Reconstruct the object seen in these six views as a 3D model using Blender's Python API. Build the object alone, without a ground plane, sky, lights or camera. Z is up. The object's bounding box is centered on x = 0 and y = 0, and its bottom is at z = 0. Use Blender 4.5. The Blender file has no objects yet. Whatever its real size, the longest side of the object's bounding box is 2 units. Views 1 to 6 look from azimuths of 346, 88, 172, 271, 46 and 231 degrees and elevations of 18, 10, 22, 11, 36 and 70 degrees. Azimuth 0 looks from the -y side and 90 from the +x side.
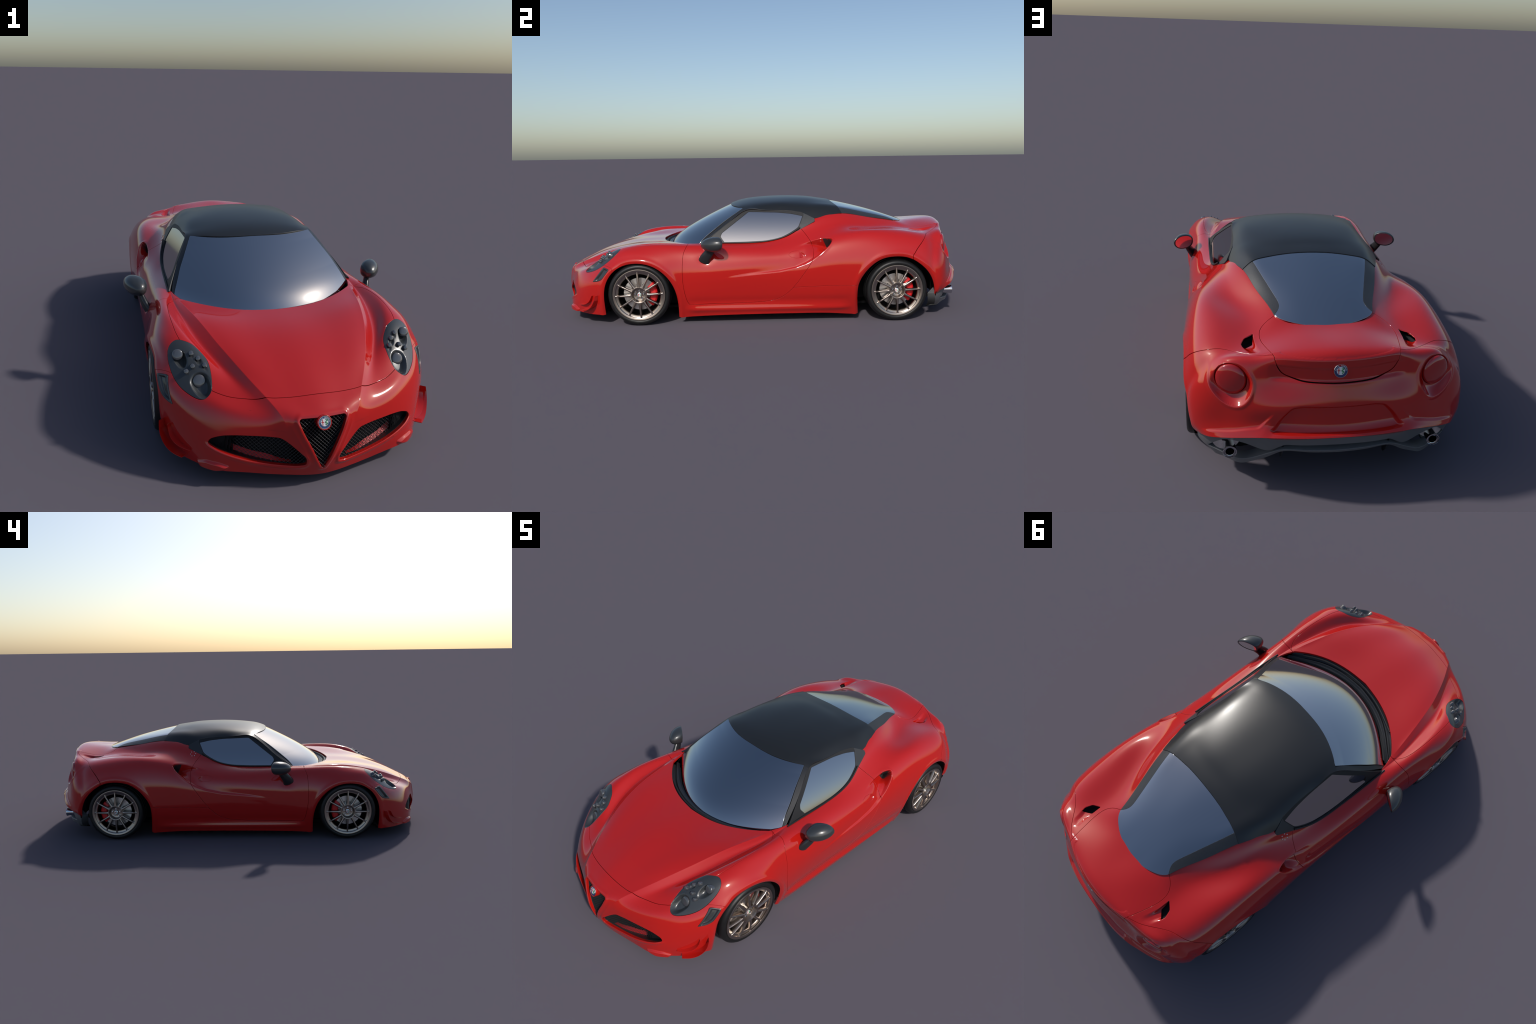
import bpy, math
import numpy as np
from mathutils import Vector, Matrix

np.random.seed(4)
R_ = np.random.RandomState(11)

# =====================================================================
#  small geometry toolbox
# =====================================================================
def spline_matrix(t):
    """second derivatives of the natural cubic spline through knots t, as a matrix"""
    n = len(t); h = np.diff(t)
    A = np.eye(n); B = np.zeros((n, n))
    for i in range(1, n - 1):
        A[i, i - 1] = h[i - 1]; A[i, i] = 2 * (h[i - 1] + h[i]); A[i, i + 1] = h[i]
        B[i, i - 1] = 6 / h[i - 1]; B[i, i + 1] = 6 / h[i]; B[i, i] = -6 / h[i - 1] - 6 / h[i]
    return np.linalg.solve(A, B)

def spline_basis(t, s):
    """matrix W so that W @ values(knots) = spline values at s"""
    t = np.asarray(t, float); s = np.asarray(s, float)
    M = spline_matrix(t); h = np.diff(t)
    i = np.clip(np.searchsorted(t, s, side='right') - 1, 0, len(t) - 2)
    a = (t[i + 1] - s) / h[i]; b = (s - t[i]) / h[i]
    W = np.zeros((len(s), len(t))); r = np.arange(len(s))
    W[r, i] += a; W[r, i + 1] += b
    W += ((a ** 3 - a) * h[i] ** 2 / 6)[:, None] * M[i] + ((b ** 3 - b) * h[i] ** 2 / 6)[:, None] * M[i + 1]
    return W

def knots(net, axis, power=0.5):
    d = np.linalg.norm(np.diff(net, axis=axis), axis=2) ** power
    d = d.mean(axis=1 - axis)
    return np.r_[0, np.cumsum(d)] / d.sum()

def loft(net, nv, nu, extra_u=None, sym=False):
    """smooth surface through a net of sections [v][u] -> grid (nv, nu, 3)"""
    net = np.asarray(net, float)
    if sym:                      # continue the net across the centre plane so that it crosses it level
        net = np.concatenate([net[:, :0:-1] * [-1, 1, 1], net], 1)
    tv = knots(net, 0); tu = knots(net, 1)
    sv = np.linspace(0, 1, nv)
    half = tu[len(tu) // 2:] if sym else tu
    su = np.linspace(half[0], 1, nu) if extra_u is None else extra_u(half)
    Wv = spline_basis(tv, sv); Wu = spline_basis(tu, su)
    return np.einsum('ai,ijk,bj->abk', Wv, net, Wu)

def spline(pts, n=60, closed=False):
    """centripetal spline through 2D/3D points"""
    p = np.asarray(pts, float)
    if closed:
        m = len(p); p = np.concatenate([p[-3:], p, p[:4]])
    d = np.maximum(np.linalg.norm(np.diff(p, axis=0), axis=1), 1e-6) ** 0.5
    t = np.r_[0, np.cumsum(d)]
    s = np.linspace(t[3], t[3 + m], n, endpoint=False) if closed else np.linspace(0, t[-1], n)
    return spline_basis(t, s) @ p

def round_poly(pts, r=0.01, k=8):
    """closed polygon with rounded corners; r may be a list"""
    p = np.asarray(pts, float); n = len(p); out = []
    rs = r if isinstance(r, (list, tuple)) else [r] * n
    for i in range(n):
        a, b, c = p[i - 1], p[i], p[(i + 1) % n]
        la, lc = np.linalg.norm(a - b), np.linalg.norm(c - b)
        q = min(rs[i], la * .48, lc * .48)
        s, e = b + (a - b) / la * q, b + (c - b) / lc * q
        for t in np.linspace(0, 1, k):
            out.append((1 - t) ** 2 * s + 2 * t * (1 - t) * b + t * t * e)
    return np.array(out)

def sdf(poly, P, margin=0.08):
    """signed distance to a closed 2D polygon (negative inside); far points get a big value"""
    poly = np.asarray(poly, float); P = np.asarray(P, float)
    out = np.full(len(P), margin)
    lo, hi = poly.min(0) - margin, poly.max(0) + margin
    idx = np.where(((P > lo) & (P < hi)).all(1))[0]
    if not len(idx): return out
    Q = P[idx]; d2 = np.full(len(Q), 1e9); ins = np.zeros(len(Q), bool)
    for a, b in zip(poly, np.roll(poly, -1, 0)):
        e = b - a; L = e @ e
        if L < 1e-14: continue
        w = Q - a; t = np.clip(w @ e / L, 0, 1)
        q = w - t[:, None] * e; d2 = np.minimum(d2, (q * q).sum(1))
        c = (a[1] > Q[:, 1]) != (b[1] > Q[:, 1])
        if abs(e[1]) > 1e-12:
            xi = a[0] + (Q[:, 1] - a[1]) / e[1] * e[0]
            ins ^= c & (Q[:, 0] < xi)
    d = np.sqrt(d2); d[ins] *= -1
    out[idx] = np.clip(d, -9, margin)
    return out

def path_dist(line, P, margin=0.08):
    """distance to an open 2D polyline, and the position 0..1 along it"""
    line = np.asarray(line, float); P = np.asarray(P, float)
    d = np.full(len(P), margin); s = np.zeros(len(P)); sg = np.zeros(len(P))
    lo, hi = line.min(0) - margin, line.max(0) + margin
    idx = np.where(((P > lo) & (P < hi)).all(1))[0]
    Q = P[idx]; best = np.full(len(Q), 1e9); sb = np.zeros(len(Q)); side = np.zeros(len(Q))
    seg = np.linalg.norm(np.diff(line, axis=0), axis=1); cum = np.r_[0, np.cumsum(seg)]
    for i in range(len(line) - 1):
        a = line[i]; e = line[i + 1] - a; L = max(e @ e, 1e-14)
        w = Q - a; t = np.clip(w @ e / L, 0, 1); q = w - t[:, None] * e
        dd = (q * q).sum(1); m = dd < best
        best[m] = dd[m]; sb[m] = (cum[i] + t[m] * seg[i]) / cum[-1]
        side[m] = np.sign(e[0] * w[m, 1] - e[1] * w[m, 0])
    d[idx] = np.minimum(np.sqrt(best), margin); s[idx] = sb; sg[idx] = side
    return d, s, sg

def sstep(a, b, x):
    t = np.clip((x - a) / (b - a), 0, 1)
    return t * t * (3 - 2 * t)

def bump(x, c, w):
    return np.exp(-((x - c) / w) ** 2)

# ------------------------------------------------ triangle soup with normals
class Tri:
    def __init__(s, V, N, F): s.V, s.N, s.F = V, N, F
    def copy(s): return Tri(s.V.copy(), s.N.copy(), s.F.copy())

def compact(T):
    used = np.unique(T.F); m = np.full(len(T.V), -1); m[used] = np.arange(len(used))
    return Tri(T.V[used], T.N[used], m[T.F])

def grid_tri(G, flip=False):
    nv, nu = G.shape[:2]
    i = np.arange(nv * nu).reshape(nv, nu)
    a, b, c, d = i[:-1, :-1].ravel(), i[:-1, 1:].ravel(), i[1:, 1:].ravel(), i[1:, :-1].ravel()
    F = np.concatenate([np.c_[a, b, c], np.c_[a, c, d]])
    if flip: F = F[:, ::-1]
    V = G.reshape(-1, 3)
    return Tri(V, vertex_normals(V, F), F)

def vertex_normals(V, F):
    fn = np.cross(V[F[:, 1]] - V[F[:, 0]], V[F[:, 2]] - V[F[:, 0]])
    N = np.zeros_like(V)
    for k in range(3):
        for ax in range(3):
            N[:, ax] += np.bincount(F[:, k], fn[:, ax], len(V))
    return N / np.maximum(np.linalg.norm(N, axis=1), 1e-12)[:, None]

def clip(T, f):
    """keep the part where f < 0"""
    f = np.where(np.abs(f) < 1e-7, 1e-7, f)
    V, N, F = T.V, T.N, T.F
    neg = f < 0; c = neg[F].sum(1)
    keep = [F[c == 3]]
    mix = F[(c == 1) | (c == 2)]
    if len(mix) == 0:
        return compact(Tri(V, N, keep[0])) if len(keep[0]) else Tri(V[:0], N[:0], F[:0])
    nm = neg[mix]; cnt = nm.sum(1)
    odd = np.where(cnt == 1, nm.argmax(1), (~nm).argmax(1))
    r = np.arange(len(mix))
    a, b, d = mix[r, odd], mix[r, (odd + 1) % 3], mix[r, (odd + 2) % 3]
    def cross(p, q):
        lo, hi = np.minimum(p, q), np.maximum(p, q)
        return lo.astype(np.int64) * (len(V) + 1) + hi
    k1, k2 = cross(a, b), cross(a, d)
    ku, inv = np.unique(np.r_[k1, k2], return_inverse=True)
    lo, hi = ku // (len(V) + 1), ku % (len(V) + 1)
    t = f[lo] / (f[lo] - f[hi])
    NV = V[lo] + t[:, None] * (V[hi] - V[lo])
    NN = N[lo] + t[:, None] * (N[hi] - N[lo]); NN /= np.maximum(np.linalg.norm(NN, axis=1), 1e-12)[:, None]
    p1 = len(V) + inv[:len(r)]; p2 = len(V) + inv[len(r):]
    one = cnt == 1
    keep.append(np.c_[a, p1, p2][one])
    two = ~one
    keep.append(np.c_[p1, b, d][two]); keep.append(np.c_[p1, d, p2][two])
    FF = np.concatenate(keep)
    ar = FF
    ok = (ar[:, 0] != ar[:, 1]) & (ar[:, 1] != ar[:, 2]) & (ar[:, 0] != ar[:, 2])
    return compact(Tri(np.r_[V, NV], np.r_[N, NN], FF[ok]))

def boundary(T):
    F = T.F
    E = np.concatenate([F[:, [0, 1]], F[:, [1, 2]], F[:, [2, 0]]])
    key = np.sort(E, 1); k = key[:, 0].astype(np.int64) * (len(T.V) + 1) + key[:, 1]
    u, idx, cnt = np.unique(k, return_index=True, return_counts=True)
    return E[idx[cnt == 1]]

def flange(T, depth=0.008, direction=None, bevel=0.0008, keep_seam=True, select=None):
    """turn the open edges of a panel inward: a rounded lip and a wall"""
    B = boundary(T)
    if keep_seam:
        on = (np.abs(T.V[B[:, 0], 0]) < 1e-5) & (np.abs(T.V[B[:, 1], 0]) < 1e-5)
        B = B[~on]
    if select is not None:
        B = B[select(T.V[B].mean(1))]
    if not len(B): return T
    vid = np.unique(B); m = np.full(len(T.V), -1); m[vid] = np.arange(len(vid))
    N = T.N[vid]; P = T.V[vid]
    out = np.zeros_like(N)
    e = T.V[B[:, 1]] - T.V[B[:, 0]]
    o = np.cross(e, (T.N[B[:, 0]] + T.N[B[:, 1]]) * .5)
    for k in range(2):
        for ax in range(3): out[:, ax] += np.bincount(m[B[:, k]], o[:, ax], len(vid))
    out /= np.maximum(np.linalg.norm(out, axis=1), 1e-12)[:, None]
    D = -N if direction is None else np.tile(np.asarray(direction, float), (len(N), 1))
    b = bevel
    rows = [P + out * b * .35 - N * b * .15, P + out * b - N * b, P + out * b - N * b + D * depth]
    nn = [N * .8 + out * .6, out, out]
    n0 = len(T.V); VV = [T.V]; NNs = [T.N]; FF = [T.F]
    prev = vid; a, c = m[B[:, 0]], m[B[:, 1]]
    pa, pc = vid[a], vid[c]
    for k in range(3):
        VV.append(rows[k]); q = nn[k]; NNs.append(q / np.linalg.norm(q, axis=1)[:, None])
        base = n0 + k * len(vid)
        qa, qc = base + a, base + c
        FF.append(np.c_[pc, pa, qa]); FF.append(np.c_[pc, qa, qc])
        pa, pc = qa, qc
    return Tri(np.concatenate(VV), np.concatenate(NNs), np.concatenate(FF))

def mirror(T):
    return Tri(T.V * [-1, 1, 1], T.N * [-1, 1, 1], T.F[:, ::-1])

def join(*Ts):
    V, N, F, o = [], [], [], 0
    for T in Ts:
        V.append(T.V); N.append(T.N); F.append(T.F + o); o += len(T.V)
    return Tri(np.concatenate(V), np.concatenate(N), np.concatenate(F))

def both(T):
    """left half + right half welded on the centre plane"""
    T = T.copy(); s = np.abs(T.V[:, 0]) < 2e-5
    T.V[s, 0] = 0; T.N[s, 0] = 0
    M = mirror(T); n = len(T.V)
    idx = np.where(s, np.arange(n), np.arange(n) + n)
    return compact(Tri(np.r_[T.V, M.V], np.r_[T.N, M.N], np.r_[T.F, idx[M.F]]))

# ------------------------------------------------ objects
def obj_from_tri(name, T, mat, parent=None):
    me = bpy.data.meshes.new(name)
    n, m = len(T.V), len(T.F)
    me.vertices.add(n); me.vertices.foreach_set('co', T.V.astype(np.float32).ravel())
    me.loops.add(m * 3); me.loops.foreach_set('vertex_index', T.F.astype(np.int32).ravel())
    me.polygons.add(m)
    me.polygons.foreach_set('loop_start', np.arange(0, m * 3, 3, dtype=np.int32))
    me.polygons.foreach_set('loop_total', np.full(m, 3, np.int32))
    me.polygons.foreach_set('use_smooth', np.ones(m, bool))
    me.update(calc_edges=True)
    N = T.N / np.maximum(np.linalg.norm(T.N, axis=1), 1e-9)[:, None]
    me.normals_split_custom_set_from_vertices(N.tolist())
    me.materials.append(mat)
    return link(name, me, parent)

def link(name, me, parent=None):
    o = bpy.data.objects.new(name, me)
    bpy.context.scene.collection.objects.link(o)
    if parent is not None: o.parent = parent
    return o

def mesh_obj(name, V, F, mat, parent=None, smooth=True, angle=35):
    me = bpy.data.meshes.new(name)
    me.from_pydata([tuple(map(float, v)) for v in V], [], [tuple(map(int, f)) for f in F])
    me.validate(); me.update()
    if smooth:
        me.polygons.foreach_set('use_smooth', np.ones(len(me.polygons), bool))
        me.set_sharp_from_angle(angle=math.radians(angle))
    me.materials.append(mat)
    return link(name, me, parent)

def merge(parts):
    V, F, o = [], [], 0
    for v, f in parts:
        V += [tuple(p) for p in v]; F += [tuple(i + o for i in q) for q in f]; o += len(v)
    return V, F

def lathe(profile, n=64, axis='x'):
    """revolve a profile of (along axis, radius)"""
    V, F = [], []; m = len(profile)
    for k in range(n):
        a = 2 * math.pi * k / n
        for (h, r) in profile:
            V.append((h, r * math.cos(a), r * math.sin(a)))
    for k in range(n):
        for j in range(m - 1):
            F.append((k * m + j, k * m + j + 1, ((k + 1) % n) * m + j + 1, ((k + 1) % n) * m + j))
    V = np.array(V)
    if axis == 'y': V = V[:, [1, 0, 2]] * [-1, 1, 1]
    if axis == 'z': V = V[:, [1, 2, 0]]
    return V, F

def sweep(path, radius, n=10, closed=False, flat=1.0, up=(0, 0, 1), caps=True):
    """tube along a path; radius may be a list"""
    P = np.asarray(path, float); m = len(P)
    r = np.full(m, radius) if np.isscalar(radius) else np.interp(np.linspace(0, 1, m), np.linspace(0, 1, len(radius)), radius)
    T = np.gradient(P, axis=0) if not closed else np.roll(P, -1, 0) - np.roll(P, 1, 0)
    T /= np.linalg.norm(T, axis=1)[:, None]
    U = np.tile(np.asarray(up, float), (m, 1)); S = np.cross(T, U); S /= np.maximum(np.linalg.norm(S, axis=1), 1e-9)[:, None]
    U = np.cross(S, T)
    V, F = [], []
    for i in range(m):
        for k in range(n):
            a = 2 * math.pi * k / n
            V.append(P[i] + S[i] * r[i] * math.cos(a) + U[i] * r[i] * flat * math.sin(a))
    L = m if closed else m - 1
    for i in range(L):
        j = (i + 1) % m
        for k in range(n):
            F.append((i * n + k, i * n + (k + 1) % n, j * n + (k + 1) % n, j * n + k))
    if caps and not closed:
        F.append(tuple(range(n))[::-1]); F.append(tuple((m - 1) * n + k for k in range(n)))
    return V, F

# =====================================================================
#  materials
# =====================================================================
def material(name, color, rough=0.5, metal=0.0, coat=0.0, spec=0.5, coat_rough=0.03):
    m = bpy.data.materials.new(name); m.use_nodes = True
    b = m.node_tree.nodes['Principled BSDF']
    b.inputs['Base Color'].default_value = (*color, 1)
    b.inputs['Roughness'].default_value = rough
    b.inputs['Metallic'].default_value = metal
    b.inputs['Specular IOR Level'].default_value = spec
    b.inputs['Coat Weight'].default_value = coat
    b.inputs['Coat Roughness'].default_value = coat_rough
    return m

def add_grain(m, scale, c1, c2, detail=2.0, bumpy=0.0):
    nt = m.node_tree; b = nt.nodes['Principled BSDF']
    tc = nt.nodes.new('ShaderNodeTexCoord'); nz = nt.nodes.new('ShaderNodeTexNoise')
    nz.inputs['Scale'].default_value = scale; nz.inputs['Detail'].default_value = detail
    rp = nt.nodes.new('ShaderNodeValToRGB')
    rp.color_ramp.elements[0].position = .35; rp.color_ramp.elements[0].color = (*c1, 1)
    rp.color_ramp.elements[1].position = .65; rp.color_ramp.elements[1].color = (*c2, 1)
    nt.links.new(tc.outputs['Object'], nz.inputs['Vector'])
    nt.links.new(nz.outputs['Fac'], rp.inputs['Fac'])
    nt.links.new(rp.outputs['Color'], b.inputs['Base Color'])
    if bumpy:
        bp = nt.nodes.new('ShaderNodeBump'); bp.inputs['Strength'].default_value = bumpy
        bp.inputs['Distance'].default_value = .001
        nt.links.new(nz.outputs['Fac'], bp.inputs['Height'])
        nt.links.new(bp.outputs['Normal'], b.inputs['Normal'])
    return m

RED = material('red_paint', (0.40, 0.009, 0.006), rough=0.09, coat=0.5, spec=0.5)
GLASS = material('mirror_tinted_glass', (0.40, 0.41, 0.43), rough=0.07, metal=1.0)
ROOF = material('satin_black_roof', (0.012, 0.013, 0.014), rough=0.33, spec=0.55)
TRIM = material('black_trim', (0.018, 0.019, 0.021), rough=0.28, spec=0.5)
CARBON = add_grain(material('carbon_gloss', (0.03, 0.03, 0.03), rough=0.3, coat=0.5, spec=0.5), 1400, (0.020, 0.0225, 0.024), (0.036, 0.040, 0.043))
QUARTER = add_grain(material('black_leather_trim', (0.03, 0.03, 0.03), rough=0.4), 500, (0.02, 0.021, 0.023), (0.035, 0.037, 0.04), bumpy=.2)
BLACK = material('matt_black', (0.006, 0.006, 0.007), rough=0.7, spec=0.2)
RUBBER = material('rubber', (0.012, 0.012, 0.013), rough=0.5, spec=0.4)
TYRE = material('tyre_rubber', (0.007, 0.007, 0.0075), rough=0.46, spec=0.38)
RIM = material('bronze_alloy', (0.39, 0.335, 0.295), rough=0.30, metal=1.0)
BARREL = material('shaded_alloy', (0.20, 0.17, 0.15), rough=0.28, metal=1.0)  # rim bronze darkened: shade behind the spokes put into the colour
DISC = add_grain(material('brake_disc_metal', (0.4, 0.4, 0.4), rough=0.35, metal=1.0), 60, (0.62, 0.61, 0.60), (0.8, 0.79, 0.78))
CALIPER = material('caliper_red', (0.55, 0.008, 0.01), rough=0.45)
SATIN = material('satin_graphite', (0.11, 0.112, 0.116), rough=0.32)
CHROME = material('chrome', (0.62, 0.63, 0.65), rough=0.08, metal=1.0)
LENS = material('lamp_lens_grey', (0.05, 0.052, 0.058), rough=0.12, spec=0.7, coat=1)
TAIL = material('tail_lamp_red', (0.33, 0.006, 0.006), rough=0.1, coat=1)
MIRROR = material('mirror_glass', (0.8, 0.82, 0.84), rough=0.0, metal=1.0)
MESH = material('grille_wire', (0.018, 0.018, 0.019), rough=0.5)
WHITE = material('badge_white', (0.7, 0.7, 0.7), rough=0.3, coat=.6)
NAVY = material('badge_navy', (0.01, 0.03, 0.12), rough=0.3, coat=.6)
GREEN = material('badge_green', (0.01, 0.2, 0.05), rough=0.3, coat=.6)
BRED = material('badge_red', (0.5, 0.01, 0.015), rough=0.3, coat=.6)

CAR = bpy.data.objects.new('sports_car', None)
bpy.context.scene.collection.objects.link(CAR)
CAR['label'] = 'red two-door sports coupe with black roof and bronze wheels'
CAR['category'] = 'sports car'

# =====================================================================
#  body skin: sections from the front lip, over the nose and back to the tail.
#  every section runs from the centre line outward and down to the sill:
#  centre, mid, crease top, valley, crest, shoulder, upper side, waist, lower side, sill edge
# =====================================================================
SECTIONS = []
def section(about, *points): SECTIONS.append(list(points))
section('lower lip edge',
    (0,-.980,.031), (.09,-.968,.034), (.17,-.950,.039), (.235,-.937,.046), (.30,-.915,.049), (.35,-.868,.048), (.385,-.825,.047), (.408,-.785,.047), (.420,-.752,.047), (.426,-.722,.047))
section('chin',
    (0,-.995,.085), (.075,-.980,.088), (.15,-.960,.095), (.22,-.941,.100), (.30,-.909,.108), (.36,-.861,.108), (.402,-.806,.105), (.425,-.764,.096), (.431,-.735,.078), (.428,-.702,.046))
section('nose',
    (0,-.998,.15), (.06,-.986,.153), (.108,-.968,.158), (.175,-.944,.165), (.27,-.905,.173), (.35,-.853,.178), (.405,-.797,.178), (.437,-.748,.163), (.445,-.708,.120), (.429,-.655,.044))
section('upper nose, top of the shield',
    (0,-.976,.215), (.05,-.973,.214), (.1,-.961,.214), (.165,-.931,.211), (.27,-.881,.223), (.355,-.818,.232), (.411,-.765,.233), (.446,-.716,.212), (.456,-.66,.140), (.430,-.60,.042))
section('hood shut line',
    (0,-.914,.257), (.075,-.91,.254), (.148,-.897,.251), (.195,-.875,.244), (.29,-.826,.255), (.36,-.770,.273), (.417,-.722,.275), (.455,-.670,.253), (.464,-.60,.165), (.430,-.54,.040))
section('hood front third, head lamp',
    (0,-.82,.301), (.1,-.811,.300), (.196,-.798,.295), (.242,-.774,.281), (.31,-.735,.314), (.385,-.690,.329), (.434,-.655,.305), (.462,-.60,.262), (.467,-.535,.172), (.430,-.48,.038))
section('front axle',
    (0,-.70,.337), (.13,-.69,.336), (.248,-.675,.334), (.297,-.657,.320), (.345,-.635,.353), (.402,-.60,.354), (.445,-.565,.320), (.466,-.515,.265), (.464,-.455,.172), (.430,-.42,.036))
section('behind the front axle',
    (0,-.58,.351), (.14,-.57,.352), (.285,-.545,.358), (.328,-.532,.345), (.372,-.515,.368), (.414,-.49,.356), (.447,-.46,.310), (.460,-.43,.248), (.453,-.40,.150), (.418,-.388,.027))
section('scuttle',
    (0,-.45,.357), (.16,-.43,.358), (.320,-.41,.361), (.348,-.40,.354), (.380,-.39,.367), (.414,-.372,.350), (.441,-.363,.297), (.452,-.36,.220), (.444,-.355,.122), (.418,-.345,.029))
section('door front',
    (0,-.25,.37), (.17,-.25,.37), (.335,-.24,.368), (.352,-.235,.367), (.379,-.23,.363), (.415,-.225,.341), (.4435,-.22,.288), (.4520,-.22,.215), (.440,-.22,.118), (.423,-.22,.035))
section('door middle',
    (0,0,.375), (.17,0,.375), (.332,0,.374), (.354,0,.369), (.379,0,.358), (.416,0,.333), (.4440,0,.283), (.4525,0,.215), (.439,0,.118), (.424,0,.038))
section('door rear',
    (0,.15,.45), (.17,.15,.45), (.312,.15,.430), (.340,.155,.405), (.372,.165,.378), (.416,.17,.341), (.4465,.175,.286), (.4545,.18,.215), (.442,.18,.118), (.423,.18,.038))
section('air scoop',
    (0,.32,.52), (.14,.325,.51), (.266,.33,.489), (.312,.335,.447), (.372,.335,.410), (.420,.335,.378), (.4515,.335,.310), (.459,.335,.223), (.447,.335,.122), (.418,.335,.034))
section('haunch',
    (0,.50,.49), (.11,.505,.483), (.2165,.51,.472), (.285,.505,.428), (.375,.50,.424), (.430,.50,.388), (.459,.50,.315), (.467,.50,.236), (.456,.48,.142), (.414,.46,.027))
section('rear axle',
    (0,.67,.445), (.085,.667,.446), (.168,.660,.445), (.245,.655,.418), (.355,.65,.419), (.427,.65,.379), (.462,.65,.307), (.470,.655,.238), (.460,.60,.150), (.430,.58,.045))
section('deck',
    (0,.79,.439), (.10,.783,.436), (.203,.773,.416), (.262,.772,.405), (.345,.775,.399), (.409,.77,.366), (.446,.765,.302), (.461,.755,.230), (.452,.72,.150), (.430,.70,.060))
section('spoiler crest',
    (0,.885,.446), (.10,.878,.440), (.197,.862,.424), (.252,.848,.410), (.327,.832,.396), (.386,.815,.358), (.430,.803,.297), (.449,.790,.228), (.441,.78,.150), (.424,.775,.075))
section('spoiler lip',
    (0,.933,.434), (.10,.925,.428), (.193,.904,.418), (.25,.888,.409), (.322,.868,.397), (.378,.846,.351), (.427,.825,.291), (.445,.809,.224), (.437,.80,.150), (.422,.80,.092))
section('tail panel',
    (0,.947,.370), (.10,.937,.366), (.19,.917,.362), (.255,.909,.356), (.325,.893,.342), (.384,.866,.312), (.426,.842,.268), (.442,.826,.213), (.436,.815,.150), (.422,.812,.105))
section('below the lamps',
    (0,.973,.290), (.11,.965,.287), (.20,.951,.282), (.268,.933,.275), (.333,.906,.262), (.388,.881,.245), (.423,.857,.220), (.437,.838,.186), (.433,.824,.145), (.421,.820,.114))
section('above the bumper lip',
    (0,.981,.233), (.11,.973,.232), (.20,.957,.229), (.267,.941,.221), (.329,.917,.206), (.383,.891,.191), (.416,.866,.173), (.430,.845,.156), (.429,.829,.136), (.421,.822,.118))
section('bumper edge',
    (0,1.0,.203), (.1,.997,.203), (.2,.983,.201), (.262,.962,.190), (.324,.937,.175), (.372,.910,.161), (.402,.879,.147), (.415,.850,.134), (.419,.833,.126), (.421,.824,.121))
NV, NU = 800, 340
def u_spread(tu):
    # extra samples around crease and valley
    d = np.diff(tu); d[2] *= 1.8
    t = np.r_[0, np.cumsum(d)] / d.sum()
    return np.interp(np.linspace(0, 1, NU), t, tu)
G = loft(SECTIONS, NV, NU, u_spread, sym=True)
G[:, 0, 0] = 0
BODY = grid_tri(G)
X, Y, Z = BODY.V.T
if (BODY.N[len(BODY.N)//2] @ np.array([1, 0, 1])) < 0: BODY = grid_tri(G, True)

# ----------------------------------------------------------------- outlines
def arch(front):
    if front:
        p = [(-.390,.0),(-.388,.056),(-.390,.112),(-.402,.170),(-.428,.219),(-.466,.258),(-.512,.283),(-.562,.2925),(-.614,.2885),(-.663,.269),(-.702,.231),(-.725,.180),(-.731,.115),(-.7295,.049),(-.7285,.0)]
    else:
        p = [(.460,.0),(.455,.05),(.449,.11),(.452,.178),(.477,.229),(.517,.272),(.566,.299),(.623,.3075),(.681,.301),(.734,.274),(.784,.226),(.810,.175),(.820,.121),(.826,.05),(.826,.0)]
    return np.r_[spline(p, 120), [[p[-1][0], -.1], [p[0][0], -.1]]]
ARCH_F, ARCH_R = arch(True), arch(False)

# seen from the side: (y, z)
DOOR = np.concatenate([spline([(-.330,.40),(-.343,.366),(-.357,.335),(-.3625,.29),(-.364,.24),(-.3615,.19),(-.356,.15),(-.348,.115)],40),
                       spline([(-.341,.098),(-.333,.0925),(-.30,.0915),(-.136,.094),(.0,.0985),(.06,.107),(.105,.128),(.149,.168)],50),
                       spline([(.170,.194),(.205,.243),(.232,.283),(.245,.318),(.2425,.355),(.222,.394),(.192,.431),(.170,.458)],40)])
SKIRT = np.concatenate([[(-.5,-.1),(-.5,.088)], [(-.350,.0925),(-.30,.0912)], spline([(-.136,.0937),(.0,.0982),(.06,.1067),(.105,.1277),(.149,.1677)],30), [(.30,.1735),(.50,.175),(.50,-.1)]])
SCOOP = np.concatenate([spline([(.135,.351),(.176,.3615),(.218,.371),(.263,.382),(.306,.389),(.328,.3885)],30),
                        spline([(.333,.383),(.321,.364),(.299,.342),(.272,.319),(.241,.299),(.211,.2835),(.185,.2725),(.150,.263)],30)])
SCOOP_LOW = spline([(.336,.388),(.333,.383),(.321,.364),(.299,.342),(.272,.319),(.241,.299),(.211,.2835),(.185,.2725),(.150,.263)], 40)
MARKER = round_poly([(-.699,.2655),(-.731,.2725),(-.788,.2015),(-.744,.209)], [.008,.008,.005,.022])
HANDLE = np.array([(.1665+.0365*math.cos(t)*(1+.0*math.sin(t)), .319+.0158*math.sin(t)) for t in np.linspace(0, 2*math.pi, 60, endpoint=False)])
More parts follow.
